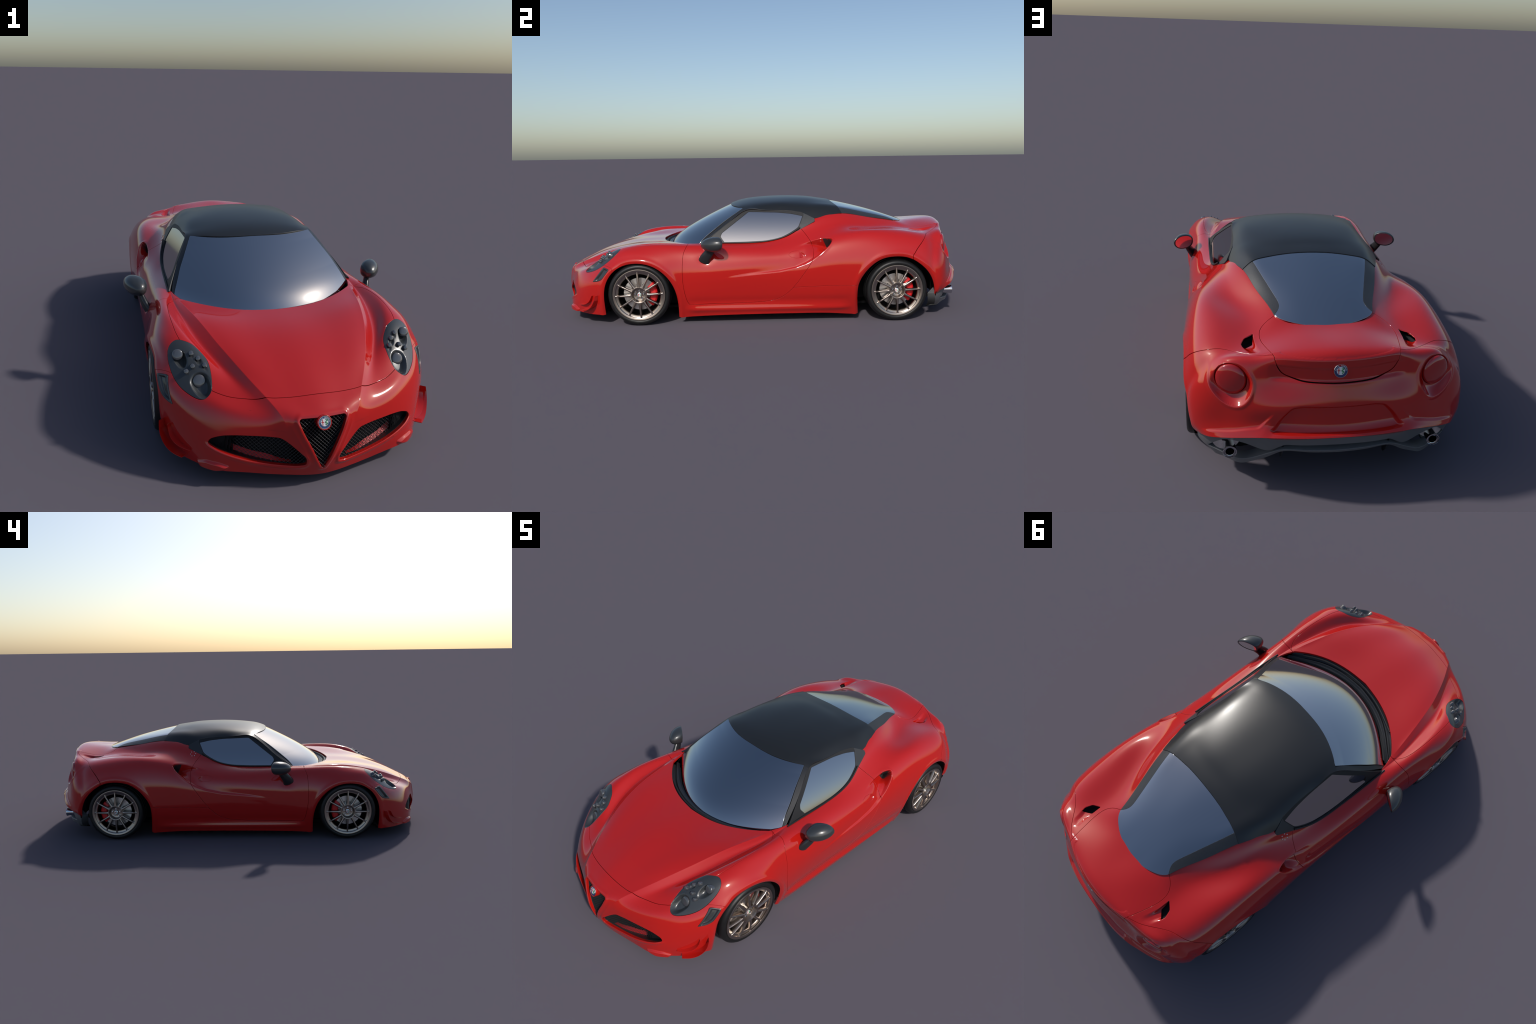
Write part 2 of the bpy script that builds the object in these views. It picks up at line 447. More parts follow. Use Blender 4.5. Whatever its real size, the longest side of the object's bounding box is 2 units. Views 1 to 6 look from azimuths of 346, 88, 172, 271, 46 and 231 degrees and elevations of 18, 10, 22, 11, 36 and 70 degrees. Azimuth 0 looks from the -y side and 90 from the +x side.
# seen from above: (x, y)
CABIN = np.concatenate([spline([(0,-.498),(.1,-.484),(.2,-.448),(.28,-.395),(.325,-.353)],40),
                        spline([(.340,-.315),(.351,-.26),(.357,-.17),(.357,-.097),(.355,-.022),(.3535,.053),(.345,.125),(.327,.190),(.299,.246),(.272,.307),(.254,.375),(.234,.445),(.214,.515),(.189,.588),(.166,.655)],90),
                        spline([(.161,.674),(.145,.700),(.122,.719),(.09,.731),(.05,.739),(0,.742)],40),
                        [(-.2,.742),(-.2,-.498)]])
HEADLAMP = spline([(.380,-.656),(.352,-.668),(.330,-.681),(.310,-.704),(.294,-.732),(.289,-.766),(.290,-.799),(.297,-.826),(.312,-.838),(.330,-.834),(.366,-.799),(.388,-.767),(.400,-.739),(.406,-.714),(.408,-.690),(.402,-.668)], 120, closed=True)
SHUT = spline([(-.05,-.913),(0,-.914),(.05,-.912),(.10,-.907),(.148,-.897),(.186,-.880),(.214,-.868),(.242,-.857),(.268,-.843),(.293,-.826)], 50)
HOOD = np.concatenate([[(-.3,-.913)], SHUT, [(.34,-.78),(.36,-.70)],
                       spline([(.367,-.657),(.3735,-.624),(.377,-.585),(.3795,-.538),(.380,-.486),(.3775,-.43),(.369,-.385),(.354,-.359),(.334,-.342),(.30,-.33)],40), [(-.3,-.33)]])
NOSE = np.concatenate([[(-.3,-.913)], SHUT, [(.34,-.78),(.389,-.747),(.444,-.690),(.470,-.660),(.6,-.64),(.6,-1.2),(-.3,-1.2)]])
LID_PLAN = np.concatenate([[(-.3,.6),(.150,.6)], spline([(.161,.675),(.182,.686),(.201,.701),(.216,.726),(.2195,.772),(.2105,.823),(.201,.863),(.190,.903)],50), [(.190,1.2),(-.3,1.2)]])
LID_REAR = np.concatenate([[(-.3,.3575),(0,.3575)], spline([(.05,.358),(.10,.3595),(.124,.363),(.147,.369),(.168,.3785),(.182,.398),(.1885,.416)],40), [(.20,.424),(.26,.430),(.26,.6),(-.3,.6)]])
TAIL_SEAM = np.concatenate([[(-.3,.893),(.15,.893)], spline([(.193,.893),(.234,.874),(.264,.853),(.306,.818),(.344,.793),(.383,.777),(.421,.750),(.450,.715),(.475,.685)],50), [(.6,.66),(.6,1.2),(-.3,1.2)]])
VENT = round_poly([(.2385,.735),(.269,.755),(.2795,.785),(.276,.804),(.244,.779)], .003)
VENT_RAMP = round_poly([(.239,.734),(.268,.754),(.280,.783),(.278,.806),(.268,.845),(.238,.872),(.222,.850),(.238,.782)], .008)
# seen from the front or the rear: (x, z)
SHIELD = round_poly([(-.071,.2155),(-.066,.2155+.003),(.066,.2155+.003),(.073,.212),(.060,.176),(.041,.140),(.021,.095),(.004,.060),(-.004,.060)], [.002,.002,.004,.005,.02,.02,.02,.004,.004])
INTAKE = round_poly([(.050,.072),(.049,.098),(.076,.1245),(.10,.146),(.121,.1605),(.171,.1625),(.244,.1605),(.284,.155),(.314,.142),(.324,.126),(.30,.113),(.262,.100),(.198,.082),(.13,.070),(.075,.067)],
                    [.008,.012,.02,.02,.014,.02,.02,.02,.014,.008,.02,.03,.03,.03,.012])
LIP_TAB = round_poly([(.352,.060),(.326,.074),(.292,.073),(.262,.064),(.277,.050),(.308,.040),(.340,.040)], .008)
BOWL = spline([(.378,.345),(.369,.370),(.350,.386),(.322,.3965),(.290,.393),(.264,.366),(.256,.336),(.268,.300),(.294,.275),(.327,.274),(.360,.294),(.380,.322)], 90, closed=True)
LAMP_HOLE = np.array([(.3175+.0490*math.cos(t), .3440+.0492*math.sin(t)) for t in np.linspace(0, 2*math.pi, 80, endpoint=False)])
PLATE = round_poly([(-.3,.292),(.112,.292),(.143,.286),(.171,.255),(.192,.224),(.208,.2145),(.197,.207),(.11,.2065),(-.3,.2065)], [.001,.01,.012,.02,.02,.006,.006,.01,.001])
WING = spline([(.412,.162),(.372,.178),(.317,.193),(.262,.210),(.236,.2175),(.218,.236),(.188,.268)], 40)
CREASE = spline([(.333,-.345),(.328,-.373),(.295,-.521),(.266,-.628),(.246,-.688),(.205,-.785),(.175,-.846),(.147,-.897),(.120,-.944),(.100,-.972)], 60)

# ----------------------------------------------------------------- relief pressed into the skin
X, Y, Z = BODY.V.T.copy()
P_yz, P_xy, P_xz = BODY.V[:, 1:], BODY.V[:, :2], BODY.V[:, [0, 2]]
D = np.zeros(len(X))
side = X > .30
for A in (ARCH_F, ARCH_R):                      # rolled wheel-arch lips
    f = sdf(A, P_yz, .05)
    D -= np.where(side, .006 * np.clip(1 - f / .013, 0, 1) ** 2, 0)
    D += np.where(side, .0025 * bump(f, .016, .010), 0)
f = sdf(SCOOP, P_yz, .05)                       # air scoop behind the door
dl, tl, sl = path_dist(SCOOP_LOW, P_yz, .08)
depth = .008 * sstep(.145, .26, Y) + .053 * sstep(.20, .335, Y)
ramp = .35 * sstep(0, .006, dl) + .65 * sstep(0, .006 + .034 * sstep(.325, .26, Y), dl)
D -= np.where(side, depth * sstep(0, .003 + .012 * sstep(.24, .15, Y), -f) * ramp, 0)
D += np.where(side, .0012 * bump(f, .003, .005) * sstep(.22, .30, Y), 0)
zl = np.interp(Y, [-.24, -.05, .084, .16, .211, .26], [.208, .232, .2455, .2615, .280, .305])   # swept crease along the door
dz = Z - zl
D -= np.where(side, .0065 * sstep(-.24, .10, Y) * sstep(.27, .20, Y) * sstep(-.004, .008, dz) * (1 - sstep(.01, .075, dz)), 0)
win = sstep(-.37, -.30, Y) * sstep(.445, .36, Y)   # sill: hollow above a ledge
D += np.where(side, win * (-.003 * bump(Z, .105, .018) + .0065 * bump(Z, .067, .014)), 0)
f = sdf(SHIELD, P_xz, .05); D += np.where(Y < -.9, .0028 * bump(f, .004, .006), 0)
f = sdf(INTAKE, P_xz, .05); D += np.where(Y < -.86, .003 * bump(f, .004, .006) * sstep(.135, .110, Z), 0)
f = sdf(LIP_TAB, P_xz, .05); D += np.where(Y < -.8, .007 * sstep(-.002, .008, -f), 0)
d, t, sg = path_dist(CREASE, P_xy, .06)
D += np.where((Z > .18) & (Y < -.3), .0035 * np.exp(-d / .010) * sstep(0, .12, t) * sstep(1, .93, t), 0)
d, t, sg = path_dist(spline([(.112,.226),(.098,.205),(.084,.178),(.064,.138),(.040,.092),(.022,.062)], 30), P_xz, .05)
D += np.where(Y < -.93, .002 * np.exp(-d / .008) * sstep(.12, .35, t) * sstep(1, .8, t), 0)
rearward = (Y > .8) * sstep(.12, .50, BODY.N[:, 1])
f_bowl = sdf(BOWL, P_xz, .05)
D += rearward * .002 * bump(f_bowl, .004, .006) * sstep(.385, .36, Z)
f = sdf(PLATE, P_xz, .05); D -= np.where(Y > .9, .013 * sstep(0, .010, -f), 0)
hollow = sstep(.405, .395, Z) * sstep(.352, .366, Z) * sstep(.215, .17, X)     # hollow under the tail lip, around the badge
D += np.where((Y > .88) & (Z < .43), -.004 * hollow + .0022 * bump(Z, .424, .007) * sstep(.24, .17, X), 0)
d, t, sg = path_dist(WING, P_xz, .05)
below = sg * d
D += np.where((Y > .8) & (Z < .28), .0035 * sstep(-.005, .004, below) * (1 - sstep(.012, .035, below)) * np.minimum(sstep(0, .15, t), sstep(1, .85, t)), 0)
f = sdf(VENT_RAMP, P_xy, .05)
D -= np.where(Z > .36, .012 * (1 - sstep(.77, .87, Y)) * sstep(0, .004 + .014 * sstep(.775, .82, Y), -f), 0)
D -= np.where(side, .005 * np.exp(-(((Y + .256) / .030) ** 2 + ((Z - .300) / .022) ** 2)), 0)     # dent around the mirror foot
f = sdf(HANDLE, P_yz, .04); D -= np.where(side, .005 * sstep(.178, .192, Y) * sstep(.0, .005, -f), 0)
V_ = BODY.V + BODY.N * D[:, None]
# tail-lamp bowls: the skin runs in from the rim to a flat ring around the lens
LC = np.array([.3175, .8835, .3440]); LN = np.array([.333, .938, .088]); LN /= np.linalg.norm(LN)
f_hole = sdf(LAMP_HOLE, P_xz, .05)
w_in = np.clip(-f_bowl / np.maximum(-f_bowl + np.maximum(f_hole, 0), 1e-6), 0, 1) * (f_bowl < 0)
w_in = rearward * (1 - (1 - w_in) ** 1.8)
plane = LC[1] - (LN[0] * (X - LC[0]) + LN[2] * (Z - LC[2])) / LN[1]
V_[:, 1] += w_in * (plane - .004 - V_[:, 1])
V_[np.abs(X) < 1e-6, 0] = 0
BODY = Tri(V_, vertex_normals(V_, BODY.F), BODY.F)

# ----------------------------------------------------------------- cut the skin into panels
def yz(T): return T.V[:, 1:]
def xy(T): return T.V[:, :2]
def xz(T): return T.V[:, [0, 2]]
def where(cond, f, other=1.0): return np.where(cond, f, other)
GAP = 0.0012
def split(T, f, g=GAP):
    return clip(T, f + g), clip(T, -f + g)

skin = clip(BODY, -sdf(ARCH_F, yz(BODY)))
skin = clip(skin, -sdf(ARCH_R, yz(skin)))
skin = clip(skin, -sdf(CABIN, xy(skin)))
lamp_skin, skin = split(skin, where((skin.V[:, 2] > .2) & (skin.V[:, 1] < -.6), sdf(HEADLAMP, xy(skin))), .0008)
marker_skin, skin = split(skin, where((skin.V[:, 0] > .35) & (skin.V[:, 1] < -.6), sdf(MARKER, yz(skin))), .0006)
skin = clip(skin, -where(skin.V[:, 1] < -.9, sdf(SHIELD, xz(skin))))
skin = clip(skin, -where(skin.V[:, 1] < -.8, sdf(INTAKE, xz(skin))))
skin = clip(skin, -where((skin.V[:, 1] > .84) & (skin.N[:, 1] > .25), sdf(LAMP_HOLE, xz(skin))))
skin = clip(skin, -where(skin.V[:, 2] > .33, sdf(VENT, xy(skin))))
door, skin = split(skin, where(skin.V[:, 0] > .25, sdf(DOOR, yz(skin))))
front_bumper, skin = split(skin, where(skin.V[:, 1] < -.5, sdf(NOSE, xy(skin), .3)), np.where(skin.V[:, 0] > .36, .0005, GAP))
hood, skin = split(skin, where((skin.V[:, 1] < -.3) & (skin.V[:, 2] > .15), sdf(HOOD, xy(skin), .3)))
lid_f = lambda T: where(T.V[:, 1] > .55, np.maximum(sdf(LID_PLAN, xy(T), .3), np.where(T.V[:, 1] > .88, sdf(LID_REAR, xz(T), .3), -1)))
lid_g = GAP + .0022 * sstep(.42, .38, skin.V[:, 2]) * (skin.V[:, 1] > .85)
lf = lid_f(skin)
lid, skin = clip(skin, lf + GAP), clip(skin, -lf + lid_g)
rear_bumper, skin = split(skin, where(skin.V[:, 1] > .55, sdf(TAIL_SEAM, xy(skin), .3)))
gap_here = np.where(skin.V[:, 1] > -.345, GAP, 0.0)
fs = where(skin.V[:, 0] > .25, sdf(SKIRT, yz(skin), .3))
skirt, skin = clip(skin, fs + gap_here), clip(skin, -fs + gap_here)
skin_front, skin_rear = clip(skin, skin.V[:, 1]), clip(skin, -skin.V[:, 1])
handle, door = split(door, where(door.V[:, 0] > .25, sdf(HANDLE, yz(door))), .0006)
q_ = skin_rear.V
end_wall = (q_[:, 1] > .28) & (q_[:, 1] < .345) & (q_[:, 2] > .31) & (q_[:, 2] < .390) & (q_[:, 0] > .3)
mesh_skin, skin_rear = split(skin_rear, where(end_wall, np.maximum(.300 + .5 * (.365 - q_[:, 2]) - q_[:, 1], np.minimum(sdf(SCOOP, yz(skin_rear), .3) + .0015, q_[:, 0] - .397))), 0.0)

no_seam = lambda c: ~((c[:, 1] < -.36) & (c[:, 2] > .06) & (c[:, 2] < .13) & (np.abs(c[:, 2] - .09) < .006))
fb = flange(front_bumper, .009, select=lambda c: ~((c[:, 1] < -.85) & ((sdf(SHIELD, c[:, [0, 2]]) < .004) | (sdf(INTAKE, c[:, [0, 2]]) < .004))))
# the openings get deep red walls
openings = flange(front_bumper, .011, (0, 1, 0), .0018, select=lambda c: (c[:, 1] < -.85) & ((sdf(SHIELD, c[:, [0, 2]]) < .004) | (sdf(INTAKE, c[:, [0, 2]]) < .004)))
n0 = len(front_bumper.F)
wall_only = compact(Tri(openings.V, openings.N, openings.F[n0:]))
obj_from_tri('front_bumper', both(join(fb, wall_only)), RED, CAR)
deep = flange(front_bumper, .040, (0, 1, 0), .0028, select=lambda c: (c[:, 1] < -.85) & ((sdf(SHIELD, c[:, [0, 2]]) < .004) | (sdf(INTAKE, c[:, [0, 2]]) < .004)))
liner = compact(Tri(deep.V, deep.N, deep.F[n0:]))
liner.V = liner.V + np.array([0, .010, 0])
obj_from_tri('intake_liner', both(liner), TRIM, CAR)
obj_from_tri('hood', both(flange(hood, .009)), RED, CAR)
obj_from_tri('deck_lid', both(flange(lid, .009)), RED, CAR)
obj_from_tri('rear_bumper', both(flange(rear_bumper, .012)), RED, CAR)
def pair(name, T, mat, parent=CAR):
    return [obj_from_tri(name, T, mat, parent), obj_from_tri(name, mirror(T), mat, parent)]
doors = pair('door', flange(door, .009), RED)
pair('fender', flange(skin_front, .009, select=no_seam), RED)
pair('quarter_panel', flange(skin_rear, .009), RED)
pair('side_skirt', flange(skirt, .012, select=no_seam), RED)
for o, T in zip(doors, (handle, mirror(handle))):
    obj_from_tri('door_handle', flange(T, .006) if T is handle else mirror(flange(handle, .006)), RED, o)

# dark screen over the end of the scoop duct
pair('scoop_screen', mesh_skin, MESH)

# dark inner shell so that gaps read black
SH = Tri(BODY.V - BODY.N * .0115, BODY.N, BODY.F)
SH = clip(SH, -(sdf(ARCH_F, yz(SH)) - .002)); SH = clip(SH, -(sdf(ARCH_R, yz(SH)) - .002))
SH = clip(SH, -(sdf(CABIN, xy(SH)) - .004))
SH = clip(SH, -where(SH.V[:, 1] < -.9, sdf(SHIELD, xz(SH)) - .008)); SH = clip(SH, -where(SH.V[:, 1] < -.8, sdf(INTAKE, xz(SH)) - .008))
SH = clip(SH, -where((SH.V[:, 1] > .82) & (SH.N[:, 1] > .2), sdf(LAMP_HOLE, xz(SH)) - .008))
SH = clip(SH, -where((SH.V[:, 2] > .2) & (SH.V[:, 1] < -.6), sdf(HEADLAMP, xy(SH)) + .004))
SH = clip(SH, .045 - SH.V[:, 2])
SH = clip(SH, SH.V[:, 1] - .955)
obj_from_tri('inner_shell', both(SH), BLACK, CAR)

# ----------------------------------------------------------------- head lamps
LAMPS = [((.380,-.718,.329), .0165), ((.325,-.790,.271), .0195),
         ((.340,-.726,.333), .0075), ((.321,-.740,.321), .0075), ((.305,-.764,.309), .0075), ((.341,-.762,.308), .0075), ((.361,-.768,.296), .0075)]
AIM = np.array([.04, -.90, .43]); AIM /= np.linalg.norm(AIM)
hl = lamp_skin.copy()
disp = np.zeros(len(hl.V))
for c, r in LAMPS:
    c = np.array(c); w = hl.V - c
    ahead = np.array([-.25, -.75, -.62]); ahead /= np.linalg.norm(ahead)     # dishes run out toward the nose
    along = w @ ahead
    q = w - np.outer(along, ahead)
    al = np.where(along > 0, along / (2.1 if r > .01 else 1.9), along / .95)
    rad = np.sqrt((q ** 2).sum(1) + al ** 2)
    disp = np.minimum(disp, -(r * (.95 if r > .01 else .9)) * (1 - sstep(r * .8, r * (1.65 if r > .01 else 2.0), rad)))
    disp += r * .10 * bump(rad, r * 1.75, r * .35)
hl.V = hl.V + hl.N * disp[:, None]
hl.N = vertex_normals(hl.V, hl.F)
hls = pair('headlamp_housing', flange(hl, .012), CARBON)

def disc_lamp(r, depth):
    """stubby round projector: face at the origin, looking along -y"""
    prof = [(depth, r * .98), (.0022, r), (.0008, r * .96), (-.0004, r * .85), (-.0012, r * .45), (-.0014, .0001)]
    V, F = lathe(prof, 40, 'y')
    return V, F
def aim_matrix(c, d):
    return Matrix.Translation(Vector(c)) @ Vector((0, -1, 0)).rotation_difference(Vector(d)).to_matrix().to_4x4()
lamp_mesh = {}
for k, (c, r) in enumerate(LAMPS):
    for sx, par in zip((1, -1), hls):
        if r not in lamp_mesh:
            V, F = disc_lamp(r, .03 if r > .01 else .014)
            o = mesh_obj('projector_lamp' if r > .01 else 'led_lamp', V, F, LENS, par); lamp_mesh[r] = o.data
        else:
            o = link('projector_lamp' if r > .01 else 'led_lamp', lamp_mesh[r], par)
        sink = np.array(c) - AIM * r * (.55 if r > .01 else .55)
        o.matrix_world = aim_matrix((sink[0] * sx, sink[1], sink[2]), (AIM[0] * sx, AIM[1], AIM[2]))

# ----------------------------------------------------------------- side markers
mk = marker_skin.copy()
f = sdf(MARKER, yz(mk), .05)
mk.V = mk.V + mk.N * (.0015 * bump(f, -.003, .003) - .007 * sstep(.005, .009, -f))[:, None]
mk.N = vertex_normals(mk.V, mk.F)
pair('side_marker', flange(mk, .008), CARBON)

# =====================================================================
#  canopy: windscreen, roof, rear glass (top) and side windows
# =====================================================================
CANOPY = []
def hoop(about, *points): CANOPY.append(list(points))
hoop('windscreen base',   (0,-.468,.322), (.105,-.455,.319), (.205,-.419,.313), (.29,-.366,.307), (.352,-.320,.303))
hoop('lower windscreen',  (0,-.416,.380), (.11,-.402,.377), (.21,-.367,.372), (.29,-.320,.365), (.347,-.285,.357))
hoop('middle windscreen', (0,-.358,.419), (.10,-.347,.418), (.20,-.316,.416), (.27,-.276,.413), (.328,-.222,.405))
hoop('upper windscreen',  (0,-.260,.471), (.10,-.250,.471), (.19,-.220,.469), (.245,-.192,.469), (.298,-.148,.460))
hoop('roof front edge',   (0,-.145,.526), (.10,-.138,.525), (.18,-.117,.524), (.225,-.096,.521), (.262,-.064,.515))
hoop('roof brow',         (0,-.06,.5495), (.09,-.055,.5475), (.175,-.040,.541), (.230,-.022,.530), (.262,.000,.515))
hoop('roof top',          (0,.10,.5605), (.09,.10,.5585), (.175,.097,.5495), (.230,.092,.535), (.263,.088,.510))
hoop('roof rear',         (0,.25,.5565), (.09,.248,.554), (.175,.238,.543), (.236,.22,.526), (.276,.20,.496))
hoop('roof shoulder',     (0,.305,.549), (.095,.304,.546), (.175,.298,.537), (.24,.280,.521), (.290,.258,.473))
hoop('rear glass top',    (0,.367,.540), (.10,.370,.535), (.17,.377,.527), (.215,.385,.516), (.254,.382,.490))
hoop('rear glass middle', (0,.50,.511), (.07,.502,.508), (.13,.506,.502), (.180,.510,.491), (.216,.512,.473))
hoop('rear glass lower',  (0,.63,.475), (.055,.630,.474), (.11,.626,.471), (.155,.62,.464), (.182,.613,.457))
hoop('rear glass base',   (0,.745,.437), (.05,.742,.437), (.10,.728,.440), (.145,.702,.443), (.165,.676,.446))
C = loft(CANOPY, 320, 140, sym=True); C[:, 0, 0] = 0
TOP = grid_tri(C)
if TOP.N[len(TOP.N) // 2, 2] < 0: TOP = grid_tri(C, True)
WS = np.concatenate([[(-.3,-.6),(.30,-.6),(.352,-.325)], spline([(.338,-.289),(.323,-.258),(.307,-.217),(.289,-.178),(.269,-.132),(.248,-.083)],30),
                     spline([(.24,-.087),(.2,-.107),(.15,-.126),(.1,-.138),(.05,-.1435),(0,-.1445),(-.1,-.1445),(-.3,-.1445)],40)])
ROOF_F = np.concatenate([[(-.3,-.1445)], spline([(0,-.1445),(.05,-.1435),(.1,-.138),(.15,-.126),(.2,-.107),(.248,-.083),(.285,-.064)],40), [(.4,-.05),(.4,.41)],
                         spline([(.27,.41),(.249,.402),(.212,.388),(.17,.379),(.1,.370),(.05,.3675),(0,.367),(-.1,.367)],40), [(-.3,.367)]])
REAR = np.concatenate([[(-.3,.3685),(0,.3685),(.05,.369),(.1,.3715),(.17,.3805),(.211,.389)], spline([(.209,.396),(.194,.453),(.176,.515),(.159,.574),(.1475,.615),(.1445,.637),(.149,.656),(.163,.677)],40),
                       [(.17,.70),(.17,.80),(-.3,.80)]])
# the windscreen is one smooth bowed sheet: parabolas in plan, stacked by height
zs = np.linspace(.298, .540, 120); xs = np.linspace(0, .362, 120)
yc = spline_basis([.298, .322, .380, .419, .471, .525, .550], zs) @ np.array([-.484, -.468, -.416, -.358, -.262, -.147, -.090])
bow = np.interp(zs, [.30, .42, .50, .54], [1.24, 1.28, 1.22, 1.06])
GW = np.stack([np.tile(xs, (120, 1)), yc[:, None] + bow[:, None] * xs ** 2, np.tile(zs[:, None], (1, 120))], 2)
SCREEN = grid_tri(GW)
if SCREEN.N[len(SCREEN.N) // 2, 1] > 0: SCREEN = grid_tri(GW, True)
wind = clip(SCREEN, sdf(WS, xy(SCREEN), .3) + .0008)
_, rest = split(TOP, sdf(WS, xy(TOP), .3), .0008)
roof, rest = split(rest, sdf(ROOF_F, xy(rest), .3), .0008)
pillar, rest = clip(rest, rest.V[:, 1] - .1), clip(rest, .1 - rest.V[:, 1])
rear, trim = split(rest, sdf(REAR, xy(rest), .3), .0006)
roof.V = roof.V + roof.N * .0025
obj_from_tri('windscreen', both(flange(wind, .004)), GLASS, CAR)
obj_from_tri('roof', both(flange(roof, .008, bevel=.0015)), ROOF, CAR)
obj_from_tri('rear_window', both(flange(rear, .004)), GLASS, CAR)
pillar.V = pillar.V + pillar.N * .003
pair('windscreen_pillar', flange(pillar, .006, bevel=.0015), TRIM)
pair('rear_window_trim', flange(trim, .006), QUARTER)

# side windows: one slightly barrelled sheet per side, leaning in toward the roof
gy, gz = np.meshgrid(np.linspace(-.30, .28, 200), np.linspace(.34, .53, 90), indexing='ij')
gx = .3144 - .6525 * (gz - .44) + .013 * gy + .0703 * gy ** 2 - 1.11 * (gz - .44) ** 2
W = np.stack([gx, gy, gz], 2)
SIDEW = grid_tri(W)
if SIDEW.N[len(SIDEW.N) // 2, 0] < 0: SIDEW = grid_tri(W, True)
OUTER = [(-.290,.352),(-.222,.405),(-.148,.460),(-.066,.5155),(0,.5185),(.088,.5165),(.20,.5025),(.262,.473),(.262,.460),(.19,.424),(.12,.384),(.04,.364),(-.04,.357),(-.12,.356),(-.2,.355),(-.284,.348)]
SIDEW = clip(SIDEW, sdf(OUTER, yz(SIDEW), .2))
WINDOW = round_poly([(-.172,.371),(-.1905,.397),(-.184,.413),(-.118,.4615),(-.055,.5075),(.08,.5035),(.150,.497),(.207,.4855),(.184,.437),(.172,.427),(.133,.404),(.09,.386),(.037,.3755),(-.061,.3715)],
                    [.004,.006,.006,.01,.006,.02,.02,.004,.012,.01,.02,.02,.02,.02])
glass, frame = split(SIDEW, sdf(WINDOW, yz(SIDEW), .2), .0)
glass.V = glass.V - glass.N * .0020
QT = [(.2095,.60),(.2095,.4865),(.1865,.438),(.19,.40),(.4,.40),(.4,.6)]
qt, frame = split(frame, sdf(QT, yz(frame), .2), .0006)
pair('side_window', glass, GLASS)
pair('window_frame', flange(frame, .006, bevel=.0012), RUBBER)
pair('window_corner_trim', flange(qt, .004), QUARTER)
seal = spline([(.3575,-.28,.3665),(.359,-.20,.3695),(.3585,-.12,.3685),(.357,-.04,.3690),(.355,.04,.3755),(.347,.12,.3955),(.329,.19,.4340)], 50)
for sx in (1, -1):
    V, F = sweep(seal * [sx, 1, 1], .0035, 8); mesh_obj('window_seal', V, F, RUBBER, CAR)

# scuttle between hood and windscreen
rows = []
for e, w in zip([(0,-.498),(.1,-.484),(.2,-.448),(.28,-.395),(.332,-.350)], [(0,-.455),(.1,-.443),(.2,-.406),(.28,-.352),(.338,-.315)]):
    e = np.array(e); w = np.array(w); L = lambda t, z: (*(e * (1 - t) + w * t), z)
    rows.append([L(-.25, .346), L(.12, .338), L(.40, .332), L(.60, .341), L(.82, .335), L(1.3, .335)])
cw = loft(rows, 60, 40); cw[0, :, 0] = 0
T = grid_tri(cw)
if T.N[len(T.N) // 2, 2] < 0: T = grid_tri(cw, True)
obj_from_tri('scuttle', both(T), TRIM, CAR)
wp = spline([(-.24,-.423,.348),(-.1,-.472,.345),(.05,-.480,.345),(.2,-.436,.348),(.29,-.376,.350)], 40)
V, F = sweep(wp, .004, 8); mesh_obj('wiper', V, F, RUBBER, CAR)

# =====================================================================
#  openings in the nose: wire screens, backing, corner blanks
# =====================================================================
def lattice(poly, depth_at, pitch=.0082, slope=1.0, wire=.0007):
    """crossed wires filling an outline in (x,z); depth_at gives y"""
    parts = []; lo, hi = poly.min(0), poly.max(0)
    for sgn in (1, -1):
        d = np.array([1, sgn * slope]); d /= np.linalg.norm(d); n = np.array([-d[1], d[0]])
        corners = np.array([(lo[0], lo[1]), (lo[0], hi[1]), (hi[0], lo[1]), (hi[0], hi[1])])
        o = corners @ n; along = corners @ d
        for k in np.arange(o.min(), o.max(), pitch):
            t = np.arange(along.min(), along.max(), .002)
            P = k * n + t[:, None] * d
            ins = sdf(poly, P) < .003
            i = 0
            while i < len(ins):
                if ins[i]:
                    j = i
                    while j + 1 < len(ins) and ins[j + 1]: j += 1
                    if j - i > 1:
                        q = P[np.unique(np.linspace(i, j, max(2, (j - i) // 6)).astype(int))]
                        parts.append(sweep([(a, depth_at(a, b) + .0004 * sgn, b) for a, b in q], wire, 4, caps=False, up=(0, 1, 0)))
                    i = j
                i += 1
    return merge(parts)
sh_full = np.r_[SHIELD[SHIELD[:, 0] >= 0], (SHIELD[SHIELD[:, 0] > .0005] * [-1, 1])[::-1]]
shield_y = lambda x, z: -.992 + .16 * max(z - .06, 0) + .6 * x * x
V, F = lattice(sh_full, shield_y); o = mesh_obj('grille_screen', V, F, MESH, CAR, smooth=False); o['kind'] = 'stuff'
intake_y = lambda x, z: -.970 + .10 * x + .80 * x * x - .009
BL = [(.262,.2),(.276,.158),(.246,.095),(.24,.05),(.4,.05),(.4,.2)]
screen_poly = INTAKE
V, F = lattice(screen_poly, intake_y)
VA = np.array(V); fb_ = sdf(BL, VA[:, [0, 2]], .3)
keep = [f for f in F if min(fb_[i] for i in f) > .001]
o = mesh_obj('intake_screen', V, keep, MESH, CAR, smooth=False); o['kind'] = 'stuff'
o2 = link('intake_screen', o.data, CAR); o2.scale = (-1, 1, 1); o2['kind'] = 'stuff'
# blank plate in the outer corner of each intake
gx, gz = np.meshgrid(np.linspace(.235, .335, 60), np.linspace(.06, .17, 60), indexing='ij')
Pb = np.stack([gx, np.vectorize(intake_y)(gx, gz) - .005, gz], 2)
Tb = grid_tri(Pb)
if Tb.N[0, 1] > 0: Tb = grid_tri(Pb, True)
Tb = clip(clip(Tb, sdf(INTAKE, xz(Tb)) - .004), sdf(BL, xz(Tb), .2))
pair('intake_blank', flange(Tb, .01, (0, 1, 0)), BLACK)
